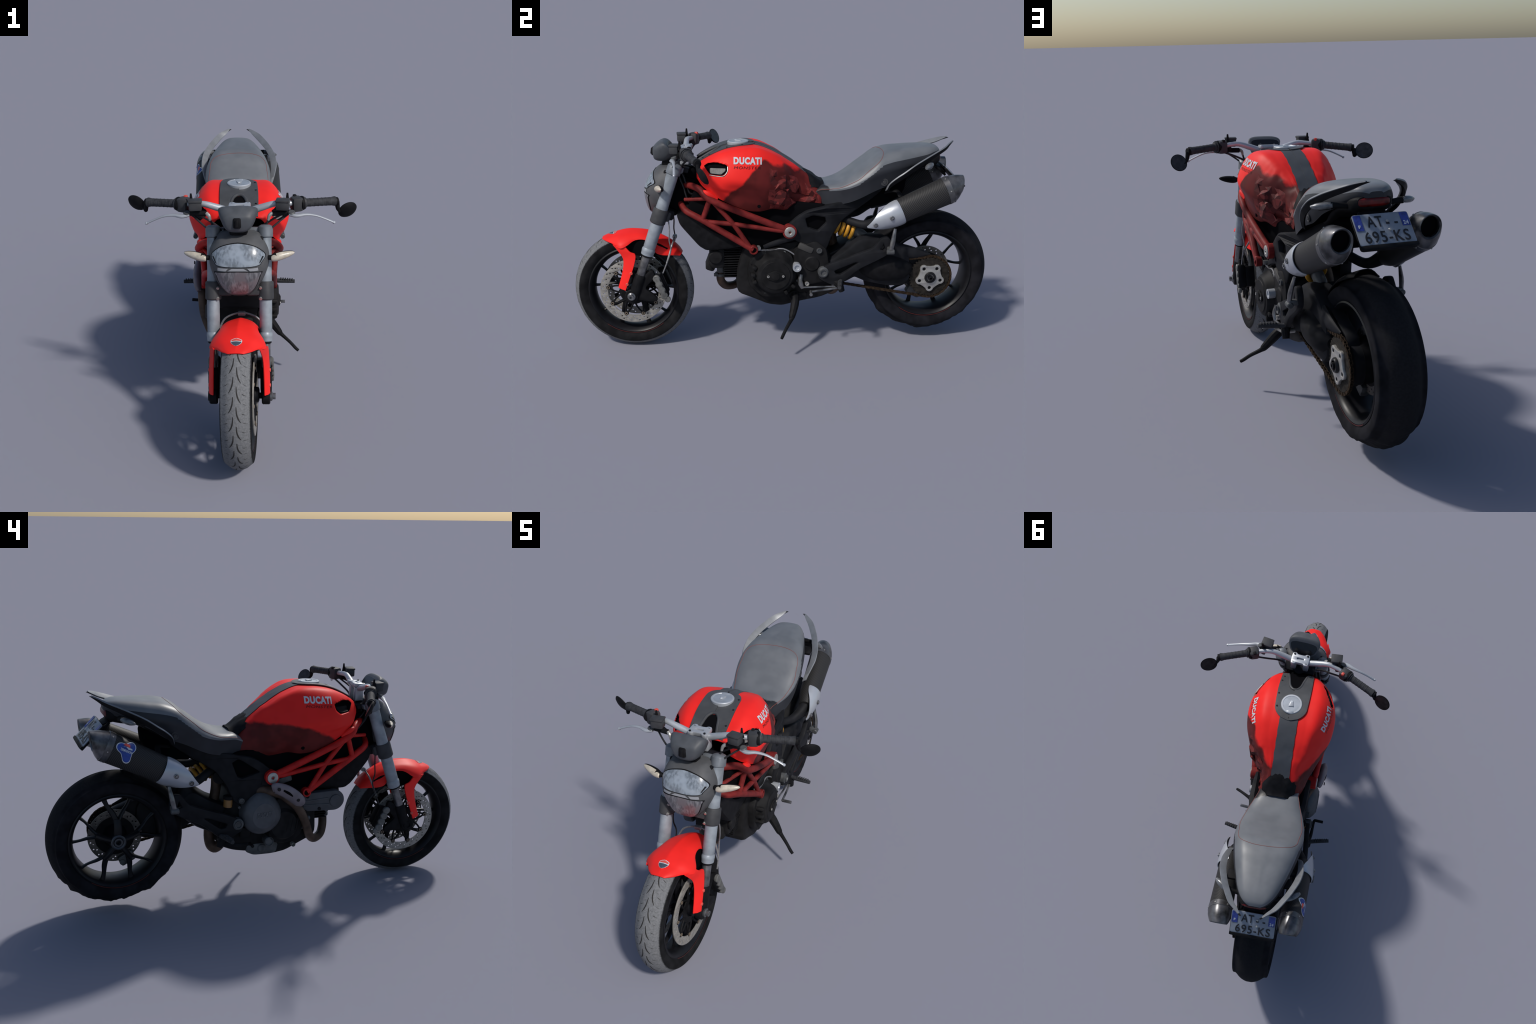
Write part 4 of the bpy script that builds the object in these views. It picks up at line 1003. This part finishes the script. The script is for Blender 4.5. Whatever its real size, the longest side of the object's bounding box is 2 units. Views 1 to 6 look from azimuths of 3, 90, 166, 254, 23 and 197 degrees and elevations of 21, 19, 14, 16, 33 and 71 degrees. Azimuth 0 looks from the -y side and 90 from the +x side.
# ================================================================== EXHAUSTS
def exhaust(s, A, Bk, Cend, tipc):
    ex = empty('exhaust')
    A, Bk, Cend = Vector(A), Vector(Bk), Vector(Cend)
    ax = (Bk-A).normalized(); L = (Bk-A).length
    u, v, w = basis(ax)
    def ring(c, r, sq=(1.1, .92), n=40):
        return [tuple(Vector(c)+u*(cos(2*pi*k/n)*r*sq[0])+v*(sin(2*pi*k/n)*r*sq[1])) for k in range(n)]
    add('silencer', grid([ring(A+ax*t, r) for t, r in ((-.07, .036), (-.03, .046), (0, .0515), (.02, .0530), (L*.5, .056), (L-.01, .0595), (L, .0595))], True, True), 'carbon', BODY, ex)
    add('silencer_strap', grid([ring(A+ax*t, r) for t, r in ((L-.022, .0585), (L-.022, .0605), (L+.004, .0605), (L+.006, .058))], True, False), make_mat('strap_steel', (.10, .10, .105), .35, .6, .5, .3, 30), BODY, ex)
    d = (Cend-Bk).normalized(); T = (Cend-Bk).length
    def mouth(dy, rx, rz, n=40):
        return [Cend+Vector((0, dy, 0))+Vector((s, 0, 0))*(sin(2*pi*k/n)*rx)*mside+Vector((0, .10, 1))*(cos(2*pi*k/n)*rz) for k in range(n)]
    r0 = [Vector(p) for p in ring(Bk, .0595, (1.1, .92))]
    mside = 1 if (r0[10]-Bk).x*s > 0 else -1
    m1 = mouth(0, .041, .044); body = []
    for t in (0, .12, .3, .5, .7, .86, .95, 1):
        k = t**1.5
        body.append([tuple(p.lerp(p+(q-p)*1.0, t)+((p-Bk).normalized()*(.004*sin(pi*t)))) for p, q in zip(r0, m1)])
    body += [[tuple(v) for v in mouth(.002, .039, .042)], [tuple(v) for v in mouth(-.004, .034, .037)], [tuple(v) for v in mouth(-.030, .033, .036)]]
    add('silencer_tip', grid(body, True, False), make_mat('tip_steel', (.095, .095, .10), .32, .6, .45, .6, 24), BODY, ex)
    add('silencer_bore', grid([[tuple(v) for v in mouth(-.006, .0345, .0375)], [tuple(v) for v in mouth(-.03, .032, .035)], [tuple(v) for v in mouth(-.032, .0005, .0005)]], True, False), 'deep', BODY, ex)
    rv = []
    for k in range(6):
        a = 2*pi*k/6+.4; p = A+ax*(L-.008)+u*(cos(a)*.061*1.1)+v*(sin(a)*.061*.92); rv.append(disc(p, u*cos(a)+v*sin(a), .003, -.001, .002, 8))
    add('strap_rivet', join(*rv), 'steel', BODY, ex, kind='stuff')
    # pointed polished shield over the outer front half
    sh = []
    out = Vector((s, 0, 0)); out = (out-ax*out.dot(ax)).normalized(); upv = ax.cross(out)
    if upv.z < 0: upv = -upv
    def srow(t, r, a0, a1, n=16):
        return [tuple(A+ax*t+out*(cos(a0+(a1-a0)*k/n)*r)+upv*(sin(a0+(a1-a0)*k/n)*r*1.06)) for k in range(n+1)]
    prof = [(.022, .0565, -1.35, 1.45), (.010, .0585, -1.4, 1.5), (-.020, .0580, -1.35, 1.40), (-.050, .0545, -1.2, 1.15), (-.085, .049, -.95, .85), (-.115, .042, -.65, .50), (-.140, .035, -.35, .20), (-.152, .030, -.2, .05)]
    rows = [srow(*q) for q in cr(prof, 4)]
    # lean the shield nose inwards and down
    adj = []
    for r in rows:
        rr = []
        for p in r:
            p = Vector(p); t = (p-A).dot(ax); k = max(0, -t/.14); p = p+upv*(.004*k)-out*(.004*k)
            rr.append(tuple(p))
        adj.append(rr)
    add('heat_shield', thicken(grid(adj), .003, A), 'alu_shield', BODY, ex, 40)
    b1 = A+out*.055+upv*.004-ax*.035; b2 = A+out*.038-upv*.002-ax*.115
    for b in (b1, b2):
        add('shield_screw', join(lathe([(.011, .0), (.011, .004), (.008, .005), (.0075, .003), (.0055, .003), (.005, .008), (0, .008)], b+out*.001, out, 18)), 'chrome', BODY, ex)
    add('link_pipe', tube([A-ax*.02, A-ax*.08+Vector((-s*.01, 0, -.006)), A-ax*.16+Vector((-s*.05, 0, -.004)), (s*.06, .26, .63), (s*.02, .19, .60)], [.036, .028, .020, .019, .019], 16), 'swing', BODY, ex)
    add('silencer_hanger', tube([A+ax*.05-out*.03+upv*.05, (s*.105, .52, .768), (s*.085, .47, .760)], [.008, .009, .010], 10, flat=(.6, 1.4)), 'black', BODY, ex)
    return A, ax, L, out, upv
EL = exhaust(1, (.168, .510, .680), (.155, .757, .784), (.150, .812, .806), None)
ER = exhaust(-1, (-.172, .505, .676), (-.167, .757, .803), (-.166, .812, .827), None)
# blue trefoil sticker on the right can
A, ax, L, out, upv = ER
can = lathe([(.0530, .02), (.0560, L*.5), (.0595, L-.01)], A, ax, 64, sq=(1.1, .92)); t_can = bvh(can)
so = A+ax*(L-.078)+out*.12+upv*.024
U = -ax; W = upv; U = ax
def stick(name, poly, mat, off):
    add(name, drape(refine(place(curve_mesh([poly]), so, ax, upv), .004), t_can, -out, off), mat, BODY, None if False else bpy.data.objects['exhaust.001'], 80)
tref = []
for k in range(90):
    a = 2*pi*k/90; r = .030+.0075*cos(3*(a-radians(250)))
    if abs((a-radians(250)+pi) % (2*pi)-pi) < .5: r += .010*cos(((a-radians(250)+pi) % (2*pi)-pi)*pi)
    tref.append((r*cos(a)*1.15, r*sin(a)*1.02))
stick('sticker_border', [(x*1.1, y*1.1) for x, y in tref], 'badge_white', .0008)
stick('sticker', tref, 'badge_blue', .0013)
stick('sticker_mark', [(-.012, .014), (.020, .016), (.012, .024), (-.008, .024)], 'badge_red', .0018)
stick('sticker_mark', [(.022, .010), (.004, .012), (-.006, .006), (-.024, .008), (-.022, .013), (.0, .014)], 'badge_white', .0018)
m = curve_mesh(None, text='TERMIGNONI', size=.013, offset=.0004); xs = [q[0] for q in m[0]]; k = .052/(max(xs)-min(xs))
m = ([(-x*k, y, z) for x, y, z in m[0]], m[1])
add('sticker_lettering', drape(refine(place(m, so-upv*.002, ax, upv), .004), t_can, -out, .0018), 'badge_white', BODY, bpy.data.objects['exhaust.001'], 80)

# ================================================================== TRELLIS FRAME
fr = empty('trellis_frame')
for s in (1, -1):
    def S(*p): return [(s*x, y, z) for x, y, z in p]
    A_ = (.136, -.392, .797); B_ = (.166, -.345, .757); C_ = (.150, .012, .600); D_ = (.152, -.242, .637); E_ = (.138, -.383, .655); F_ = (.152, -.153, .512); H1 = (.040, -.465, .800); H2 = (.045, -.485, .715); G_ = (.108, -.458, .692)
    add('frame_tube', tube(S(H1, (.09, -.43, .805), A_, B_, (.168, -.18, .684), C_), .0155, 14, 6), 'frame_dull' if s > 0 else 'frame_red', BODY, fr)
    add('frame_tube', tube(S(H2, G_, E_, (.146, -.27, .585), F_), .0150, 14, 6), 'frame_dull' if s > 0 else 'frame_red', BODY, fr)
    add('frame_tube', tube(S((.152, -.350, .752), E_), .0120, 12, smooth=False), 'frame_dull' if s > 0 else 'frame_red', BODY, fr)
    add('frame_tube', tube(S((.154, -.338, .750), D_, (.152, -.165, .520)), .0115, 12, smooth=False), 'frame_dull' if s > 0 else 'frame_red', BODY, fr)
    add('frame_tube', tube(S((.140, -.375, .648), D_, (.160, -.03, .603), C_), .0110, 12, smooth=False), 'frame_dull' if s > 0 else 'frame_red', BODY, fr)
    add('frame_tube', tube(S((.095, -.463, .742), (.145, -.360, .756)), .0085, 10, smooth=False), 'frame_dull' if s > 0 else 'frame_red', BODY, fr)
    add('frame_boss', lathe([(.030, -.03), (.033, 0), (.033, .012), (.030, .014), (.025, .014)], (s*.150, .017, .596), (s, 0, 0), 28), 'frame_dull' if s > 0 else 'frame_red', BODY, fr)
    add('frame_bolt', lathe([(.025, .0), (.025, .017), (.022, .019), (.010, .019), (.007, .016), (.0055, .019), (.0055, .012), (0, .012)], (s*.150, .017, .596), (s, 0, 0), 28), 'steel', BODY, fr)
    add('frame_boss', lathe([(.021, -.012), (.021, .012), (.019, .014), (.014, .014), (.013, .004), (0, .004)], (s*.152, -.150, .511), (s, 0, 0), 20), 'frame_dull' if s > 0 else 'frame_red', BODY, fr)
    add('boss_plug', disc((s*.152, -.150, .511), (s, 0, 0), .0135, .0, .006, 16), 'deep', BODY, fr)
    # bright gusset at the tank front
    add('frame_gusset', tube(S((.148, -.385, .792), (.160, -.355, .781), (.158, -.315, .757)), [.010, .016, .009], 10, flat=(1, .8)), 'red', BODY, fr)
# ================================================================== SUBFRAME PLATES
sf = empty('subframe')
outl = [(.018, .575), (.022, .622), (.060, .655), (.105, .683), (.216, .705), (.316, .731), (.42, .785), (.46, .80), (.452, .765), (.40, .728), (.318, .677), (.262, .640), (.212, .568), (.190, .510), (.168, .486), (.146, .488), (.100, .520), (.045, .556)]
holeL = [(.104, .647), (.133, .659), (.176, .651), (.181, .628), (.151, .598), (.113, .612)]
holeR = [(.066, .620), (.163, .686), (.196, .668), (.173, .606), (.150, .596)]
for s, hole in ((1, holeL), (-1, holeR)):
    hk = 1.5 if s > 0 else 1.2
    inward = lambda m: ([(s*(.113-max(0, y-.19)*.26)+x, y, z) for x, y, z in m[0]], m[1])
    add('subframe_plate', inward(plate([rnd(outl, 3, .25), rnd([(.145+(y-.145)*hk, .63+(z-.63)*hk) for y, z in hole], 3, .2)], 0, .026, .008)), 'swing', BODY, sf)
    add('subframe_bolt', join(lathe([(.013, .0), (.013, .022), (.009, .023), (.008, .020), (0, .020)], (s*.132, .158, .498), (s, 0, 0), 16)), 'cast', BODY, sf)
    # engine hanger arm running forward and down
    add('engine_hanger', tube([(s*.130, .06, .57), (s*.128, -.03, .540), (s*.120, -.10, .512)], [.020, .016, .012], 10, flat=(.9, .6)), 'swing', BODY, sf)
# ================================================================== AIRBOX / COVERS
cv = empty('airbox')
add('airbox_body', plate([rnd([(-.44, .70), (-.40, .80), (-.30, .80), (-.18, .76), (0, .72), (.18, .70), (.22, .66), (.16, .58), (.05, .54), (-.15, .52), (-.34, .60)], 3, .2)], 0, .118, .012), 'deep', BODY, cv)
add('cooler_cover', plate([rnd([(-.486, .668), (-.474, .628), (-.391, .527), (-.362, .508), (-.20, .522), (-.20, .545), (-.33, .60), (-.42, .665), (-.455, .695)], 3, .2)], 0, .108, .016), 'black', BODY, cv)
add('head_shroud', join(box((0, -.475, .76), (.12, .09, .17), .02, rotx(-19)), box((0, -.43, .84), (.09, .08, .07), .02)), 'deep', BODY, cv)
# wiring around the head
wires = []
random.seed(3)
for k in range(9):
    s = random.choice((1, -1)); x = random.uniform(.02, .07)*s
    wires.append(tube([(x, -.50, random.uniform(.84, .9)), (x*1.3, -.47, random.uniform(.78, .86)), (x*1.4, -.44, random.uniform(.72, .82)), (x*1.2, -.40, random.uniform(.72, .80))], random.uniform(.003, .006), 8))
add('wiring', join(*wires), 'cable', BODY, cv, kind='stuff')

# ================================================================== ENGINE
en = empty('engine')
case = [(-.175, .500), (-.06, .520), (.05, .535), (.165, .510), (.205, .44), (.225, .36), (.235, .29), (.17, .262), (.05, .240), (-.01, .224), (-.07, .232), (-.15, .268), (-.208, .292), (-.205, .40)]
add('crankcase', plate([rnd(case, 3, .25)], 0, .105, .02), 'engine', BODY, en)
# left: alternator cover
c = Vector((.10, -.049, .388))
add('alternator_cover', join(lathe([(.112, -.02), (.112, .020), (.104, .038), (.096, .046), (.090, .062), (.082, .072), (.070, .0755), (.068, .0785), (.0, .0785)], c, (1, 0, 0), 48),
    plate([rnd([(-.165, .33), (-.170, .43), (-.12, .490), (-.03, .505), (.03, .47), (.04, .33), (0, .275), (-.10, .272)], 3, .25)], .112, .022, .008)), 'engine', BODY, en, 30)
ic = [circ((-.049, .388), .024, 24)]
badge2 = []
for k in range(48):
    a = 2*pi*k/48; r = .024+.018*max(0, cos(a))**6+.018*max(0, -cos(a))**6; badge2.append((-.049+r*cos(a), .388+r*sin(a)))
add('inspection_cap', join(plate([badge2], .181, .004, .002), plate([circ((-.049, .388), .018, 24)], .186, .003, .001)), 'engine', BODY, en)
add('cap_screw', join(*[lathe([(.006, 0), (.006, .004), (.003, .004), (.003, .001), (0, .001)], (.184, -.049+q*.035, .388), (1, 0, 0), 10) for q in (-1, 1)]), 'steel', BODY, en, kind='stuff')
rib = []
for a in (160, 180, 200, 300, 325):
    t = radians(a); rib.append(box((.145, -.049+.103*cos(t), .388+.103*sin(t)), (.05, .022, .016), .005, Matrix.Rotation(t, 3, 'X')))
add('cover_rib', join(*rib), 'engine', BODY, en, kind='stuff')
# left rear: gearbox cover, bosses, bolts
add('sprocket_cover', plate([rnd([(.045, .50), (.14, .535), (.185, .50), (.20, .42), (.19, .35), (.11, .335), (.06, .38)], 3, .25)], .115, .030, .010), 'engine', BODY, en)
add('gearbox_boss', disc((.14, .125, .432), (1, 0, 0), .040, -.02, .010, 28, .008), 'engine', BODY, en)
add('gear_cover', box((.14, .095, .510), (.02, .075, .032), .008, rotx(-25)), make_mat('gear_cover_grey', (.05, .048, .046), .55), BODY, en)
add('slave_cylinder', lathe([(.020, -.03), (.020, .03), (.0205, .034), (.012, .034), (.010, .028), (0, .028)], (.140, .052, .424), (1, 0, 0), 24), 'silver', BODY, en)
add('engine_bolt', join(*[lathe([(.010, -.01), (.010, .012), (.0065, .012), (.006, .007), (0, .007)], (x, y, z), (1, 0, 0), 14) for x, y, z in ((.125, -.125, .512), (.142, .103, .335), (.13, .232, .318), (-.13, -.10, .255))]), 'steel', BODY, en, kind='stuff')
add('clutch_line', tube([(.14, .052, .45), (.138, .045, .475), (.13, -.01, .505), (.13, -.07, .500), (.125, -.14, .500)], .0035, 8), 'hose', BODY, en)
# right: clutch cover, shield shaped
c = Vector((-.083, .062, .425)); rows = []
for t, r in cr([(0, .095), (.045, .093), (.070, .088), (.086, .074), (.098, .056), (.1005, .050), (.1005, .001)], 4):
    row = []
    for k in range(56):
        a = 2*pi*k/56; rr = r*(1+.13*max(0, cos(a-radians(96)))**5+.05*max(0, cos(a-radians(-75)))**4+.06*max(0, cos(a-radians(200)))**4)
        row.append((c.x-t, c.y+rr*cos(a), c.z+rr*sin(a)))
    rows.append(row)
add('clutch_cover', grid(rows, True, True), make_mat('clutch_cover_grey', (.080, .083, .092), .5, .1, .3, .15, 25, bump=.15), BODY, en, 30)
m = curve_mesh(None, .0012, text='DUCATI', size=.030, offset=.0012, shear=.25); xs = [q[0] for q in m[0]]; k = .072/(max(xs)-min(xs))
add('cover_lettering', place(([(x*k, y, z) for x, y, z in m[0]], m[1]), (-.1845, .062, .432), (0, -1, .06), (0, .06, 1)), make_mat('raised_letter', (.10, .105, .115), .5, .2), BODY, en)
add('water_cover', join(disc((-.115, -.045, .365), (-1, 0, 0), .075, -.02, .045, 36, .012), plate([rnd([(-.14, .45), (-.05, .50), (.0, .46), (.02, .30), (-.06, .275), (-.13, .31)], 3, .25)], -.115, .03, .01)), 'engine', BODY, en)
bolts = []
for k in range(9):
    a = radians(20+40*k); bolts.append(disc((-.118, .062+.104*cos(a), .425+.100*sin(a)), (-1, 0, 0), .0065, -.02, .008, 10, .001))
for k in range(8):
    a = radians(22+45*k); bolts.append(disc((.124, -.049+.117*cos(a), .388+.110*sin(a)), (1, 0, 0), .0065, -.02, .010, 10, .001))
add('casing_bolt', join(*bolts), 'cast', BODY, en, kind='stuff')
add('casing_rib', join(*[box((-.158+.002*k, -.105+.022*k, .365), (.012, .006, .075-.006*abs(k-2)), .002, rotx(12)) for k in range(5)], box((-.13, -.125, .465), (.03, .05, .04), .008), box((-.12, .135, .34), (.03, .05, .05), .010)), 'engine', BODY, en)
add('oil_sight', lathe([(.022, -.03), (.022, .030), (.019, .033), (.016, .028), (0, .027)], (-.115, .022, .287), (-1, 0, 0), 24), 'cast', BODY, en)
add('sump', join(plate([rnd([(.11, .262), (.115, .238), (.08, .220), (-.02, .218), (-.03, .262)], 3, .25)], -.05, .058, .008), disc((-.105, .045, .245), (-1, 0, 0), .020, 0, .008, 20, .003)), 'cast', BODY, en)
add('oil_filter', tube([(-.06, -.065, .275), (-.06, -.065, .222)], .036, 20, smooth=False), 'black', BODY, en)
# forward cylinder: fins, head, belt cover
fins = [box((0, -.245, .350+.0118*k), (.165-.02*abs(k-6)/6, .088, .0042), .0012) for k in range(13)]
add('cylinder_fin', join(*fins), 'black', BODY, en, kind='stuff')
add('cylinder', join(box((0, -.24, .42), (.12, .10, .15), .012), box((0, -.19, .42), (.15, .05, .17), .012)), 'deep', BODY, en)
add('cylinder_head', join(box((0, -.318, .447), (.165, .075, .105), .018), box((0.01, -.345, .41), (.10, .045, .07), .012, rotx(-20)), disc((.085, -.325, .455), (1, 0, 0), .034, -.01, .008, 24, .006)), 'engine', BODY, en)
add('exhaust_flange', box((0.0, -.295, .375), (.075, .05, .035), .008), 'cast', BODY, en)
cap_o = []
for k in range(15): a = radians(90+180*k/14); cap_o.append((-.300+.045*cos(a), .450+.041*sin(a)))
cap_o += [(-.17, .416), (-.138, .437), (-.138, .476), (-.17, .489)]
add('belt_cover', join(plate([cap_o], -.118, .020, .008), plate([circ((-.305, .450), .026, 28)], -.139, .005, .003), box((-.139, -.21, .462), (.005, .12, .008), .002, rotx(-3)), box((-.139, -.21, .438), (.005, .13, .008), .002, rotx(4))), make_mat('belt_cover_grey', (.060, .063, .072), .5, 0, .3, .15, 25), BODY, en)
add('cover_screw', join(*[disc((-.138, y, z), (-1, 0, 0), .008, -.002, .004, 12, .001) for y, z in ((-.165, .482), (-.225, .418))]), 'black', BODY, en, kind='stuff')
# upright cylinder under the tank
fins = [box((0, .015, .545+.0115*k), (.215, .130, .004), .001) for k in range(7)]
add('cylinder_fin', join(*fins), 'black', BODY, en, kind='stuff')
add('cylinder', box((0, .015, .585), (.19, .11, .12), .012), 'deep', BODY, en)
add('head_cover', box((-.118, -.035, .566), (.03, .11, .030), .008, rotx(-14)), 'cast', BODY, en)
# header pipes
hp = empty('header_pipe')
add('pipe', tube([(.0, -.300, .365), (-.005, -.303, .32), (-.025, -.293, .286), (-.055, -.268, .260), (-.090, -.222, .256), (-.125, -.182, .292), (-.156, -.150, .365), (-.166, -.112, .437), (-.164, -.062, .487), (-.154, -.010, .520), (-.130, .055, .535), (-.10, .12, .52)], .0200, 16, 6), 'header', BODY, hp)
add('pipe_clamp', join(lathe([(.024, -.006), (.029, -.006), (.029, .006), (.024, .006)], (.0, -.301, .342), (0, 0, 1), 20), box((.02, -.325, .345), (.012, .02, .016), .003)), 'cast', BODY, hp)
add('pipe_shield', tube([(-.176, .024, .550), (-.180, .008, .553), (-.184, -.035, .537), (-.187, -.075, .510), (-.184, -.106, .480), (-.178, -.120, .463)], [.016, .026, .031, .032, .029, .018], 18, 5, flat=(1, .58), up=(0, 1, 1)), 'shield_mauve', BODY, hp, 50)
add('shield_slot', tube([(-.2025, -.022, .545), (-.2045, -.045, .531), (-.2045, -.066, .515)], [.004, .006, .004], 8, flat=(1, .35)), 'deep', BODY, hp)
add('shield_screw', join(*[disc((-.203, y, z), (-1, 0, 0), .008, -.002, .003, 14, .001) for y, z in ((.0, .552), (-.092, .494))]), 'screw', BODY, hp, kind='stuff')
add('pipe', tube([(-.02, .16, .31), (-.02, .20, .285), (-.02, .222, .252), (-.02, .248, .240), (-.02, .268, .268), (-.02, .272, .33), (-.02, .26, .42), (-.02, .24, .52), (0.0, .23, .60)], [.022, .022, .024, .025, .025, .024, .023, .023, .023], 16, 5), 'header', BODY, hp)
add('coolant_hose', join(tube([(-.125, -.10, .375), (-.13, -.14, .372), (-.12, -.18, .375)], .013, 12), tube([(-.125, -.10, .345), (-.13, -.14, .338), (-.12, -.18, .34)], .013, 12)), 'cast', BODY, hp)

# ================================================================== SWINGARM, SHOCK, STAND, PEGS
sa = empty('swingarm')
so_ = [(.165, .40), (.24, .435), (.297, .474), (.365, .530), (.451, .528), (.520, .505), (.575, .455), (.580, .40), (.585, .345), (.560, .322), (.496, .322), (.40, .345), (.335, .375), (.27, .340), (.18, .350)]
add('arm', plate([rnd(so_, 4, .25)], .078, .052, .022), 'swing', BODY, sa)
add('arm_cross', join(plate([rnd([(.165, .42), (.30, .48), (.365, .525), (.40, .50), (.39, .43), (.34, .39), (.26, .35), (.17, .35)], 3, .25)], -.005, .085, .02)), 'swing', BODY, sa)
rows = []
for y, z, h, t in cr([(.335, .40, .02, .01), (.38, .402, .05, .035), (.44, .400, .070, .05), (.52, .395, .066, .052), (.575, .390, .05, .042), (.61, .388, .02, .015)], 5):
    rows.append([(.108+t*cos(2*pi*k/24)*1.12, y, z+h*sin(2*pi*k/24)) for k in range(24)])
add('chain_guard', grid(rows, True, True), 'black', BODY, sa)
add('arm_hub', join(disc((.070, RWY, RWZ), (1, 0, 0), .078, -.03, .025, 40, .01), plate([rnd([(.50, .50), (.60, .475), (.72, .43), (.72, .26), (.60, .31), (.50, .33)], 3, .25)], .070, .026, .012)), 'swing', BODY, sa)
add('chain_cover', tube([(.10, .45, .500), (.108, .54, .477), (.112, .62, .462), (.105, .690, .450)], [.034, .036, .026, .008], 12, 5, flat=(1, .55)), 'swing', BODY, sa)
# rear hugger over the tyre front
rows = []
for k in range(22):
    a = radians(98+k*3.2); r = .313+.010*(k < 3)*(3-k)/3
    w = .075 if k > 3 else .045+.01*k
    rows.append([(x*w, RWY+(r-.025*abs(x)**3)*cos(a), RWZ+(r-.025*abs(x)**3)*sin(a)) for x in [-1, -.8, -.5, -.2, .2, .5, .8, 1]])
add('hugger', thicken(grid(rows), .003, (0, RWY, RWZ)), 'black', BODY, sa)
sk = empty('shock_absorber')
d0 = Vector((.055, .215, .615)); d1 = Vector((.058, .375, .545)); dd = (d1-d0)
add('shock_body', tube([d0-dd*.35, d0, d0+dd*.62, d0+dd*.64, d1, d1+dd*.1], [.018, .02, .021, .026, .024, .018], 18, smooth=False), 'cast', BODY, sk)
u, v, w = basis(dd); pts = []
for k in range(120):
    t = k/119; a = 2*pi*5.5*t; p = d0-dd*.08+dd*(.78*t)+u*cos(a)*.037+v*sin(a)*.037; pts.append(tuple(p))
add('spring', tube(pts, .0095, 10, smooth=False), 'gold', BODY, sk)
add('shock_reservoir', tube([(-.06, .235, .60), (-.10, .245, .60)], .030, 20, smooth=False), 'black', BODY, sk)
add('fluid_cup', tube([(-.125, .215, .470), (-.125, .213, .505)], .020, 16, smooth=False), 'amber', BODY, sk)
add('cup_lid', tube([(-.125, .213, .505), (-.125, .212, .520)], .022, 16, smooth=False), 'black', BODY, sk)
ft = empty('footrest')
br_o = [(.160, .400), (.20, .428), (.33, .478), (.41, .510), (.445, .560), (.472, .566), (.492, .535), (.490, .500), (.44, .468), (.34, .415), (.262, .345), (.22, .335), (.16, .365)]
br_h1 = [(.222, .405), (.325, .450), (.350, .446), (.262, .378), (.235, .380)]
br_h2 = [(.432, .508), (.455, .548), (.468, .512), (.455, .500)]
for s in (1, -1):
    splay = lambda m: ([(s*(.150+.10*(y-.17)+x), y, z) for x, y, z in m[0]], m[1])
    add('footrest_bracket', splay(plate([rnd(br_o, 3, .25), rnd(br_h1, 3, .2), rnd(br_h2, 3, .2)], 0, .013, .005)), 'swing', BODY, ft)
    add('pivot_bolt', lathe([(.026, -.02), (.026, .010), (.018, .014), (.018, .020), (.014, .020), (.012, .014), (0, .014)], (s*.155, .178, .395), (s, 0, 0), 24), 'cast', BODY, ft)
    # rider peg and folded passenger peg
    add('peg', join(tube([(s*.165, .262, .352), (s*.20, .252, .354), (s*.272, .238, .357)], [.010, .011, .009], 12), *[box((s*(.205+.011*k), .250-.002*k, .366), (.006, .018, .006), .001) for k in range(6)]), 'rubber', BODY, ft)
    add('peg_hanger', join(tube([(s*.150, .230, .350), (s*.165, .255, .330), (s*.168, .268, .300)], [.018, .018, .014], 10), disc((s*.165, .258, .335), (s, 0, 0), .016, -.01, .012, 16, .003)), 'black', BODY, ft)
    add('passenger_peg', tube([(s*.222, .482, .520), (s*.218, .490, .560), (s*.206, .500, .615)], [.010, .0115, .007], 12, 5, flat=(.8, 1)), 'chrome', BODY, ft)
    add('peg_joint', join(box((s*.205, .482, .515), (.045, .026, .022), .005), disc((s*.222, .480, .508), (0, 1, 0), .012, -.018, .018, 14, .003)), 'cast', BODY, ft)
lv = empty('pedal')
add('shift_lever', join(tube([(.165, .262, .318), (.17, .20, .312), (.172, .118, .302)], .0055, 8), tube([(.172, .118, .303), (.219, .114, .305)], .0075, 10, smooth=False), tube([(.142, .075, .38), (.150, .070, .345), (.150, .082, .315)], [.010, .012, .010], 10), tube([(.152, .082, .318), (.160, .245, .322)], .0045, 8, smooth=False)), 'chrome', BODY, lv)
add('brake_pedal', join(tube([(-.165, .262, .318), (-.175, .21, .305), (-.178, .14, .302), (-.185, .125, .306)], [.010, .009, .0075, .008], 10), tube([(-.182, .128, .306), (-.226, .131, .308)], .0075, 10, smooth=False)), 'black', BODY, lv)
ss = empty('side_stand')
add('stand_leg', tube([(.110, .050, .268), (.140, .048, .243), (.165, .040, .215), (.190, .028, .184), (.203, .022, .172), (.240, -.003, .146), (.265, -.020, .124), (.279, -.028, .114)], [.019, .021, .019, .015, .0095, .0078, .0078, .007], 10, 5), 'black', BODY, ss)
add('stand_pivot', join(disc((.10, .045, .262), (1, 0, 0), .026, -.03, .015, 20, .004), box((.08, .06, .262), (.06, .10, .03), .008)), 'black', BODY, ss)
add('stand_spring', tube([(.135, .062, .25), (.165, .052, .212), (.196, .034, .180)], .0055, 8), 'cable', BODY, ss)
# belly bits
add('belly_bracket', join(tube([(.05, -.21, .285), (.06, -.14, .255), (.07, -.08, .222)], [.010, .008, .003], 8), box((.02, .0, .232), (.10, .10, .02), .006)), 'black', BODY, en)

bpy.context.view_layer.update()
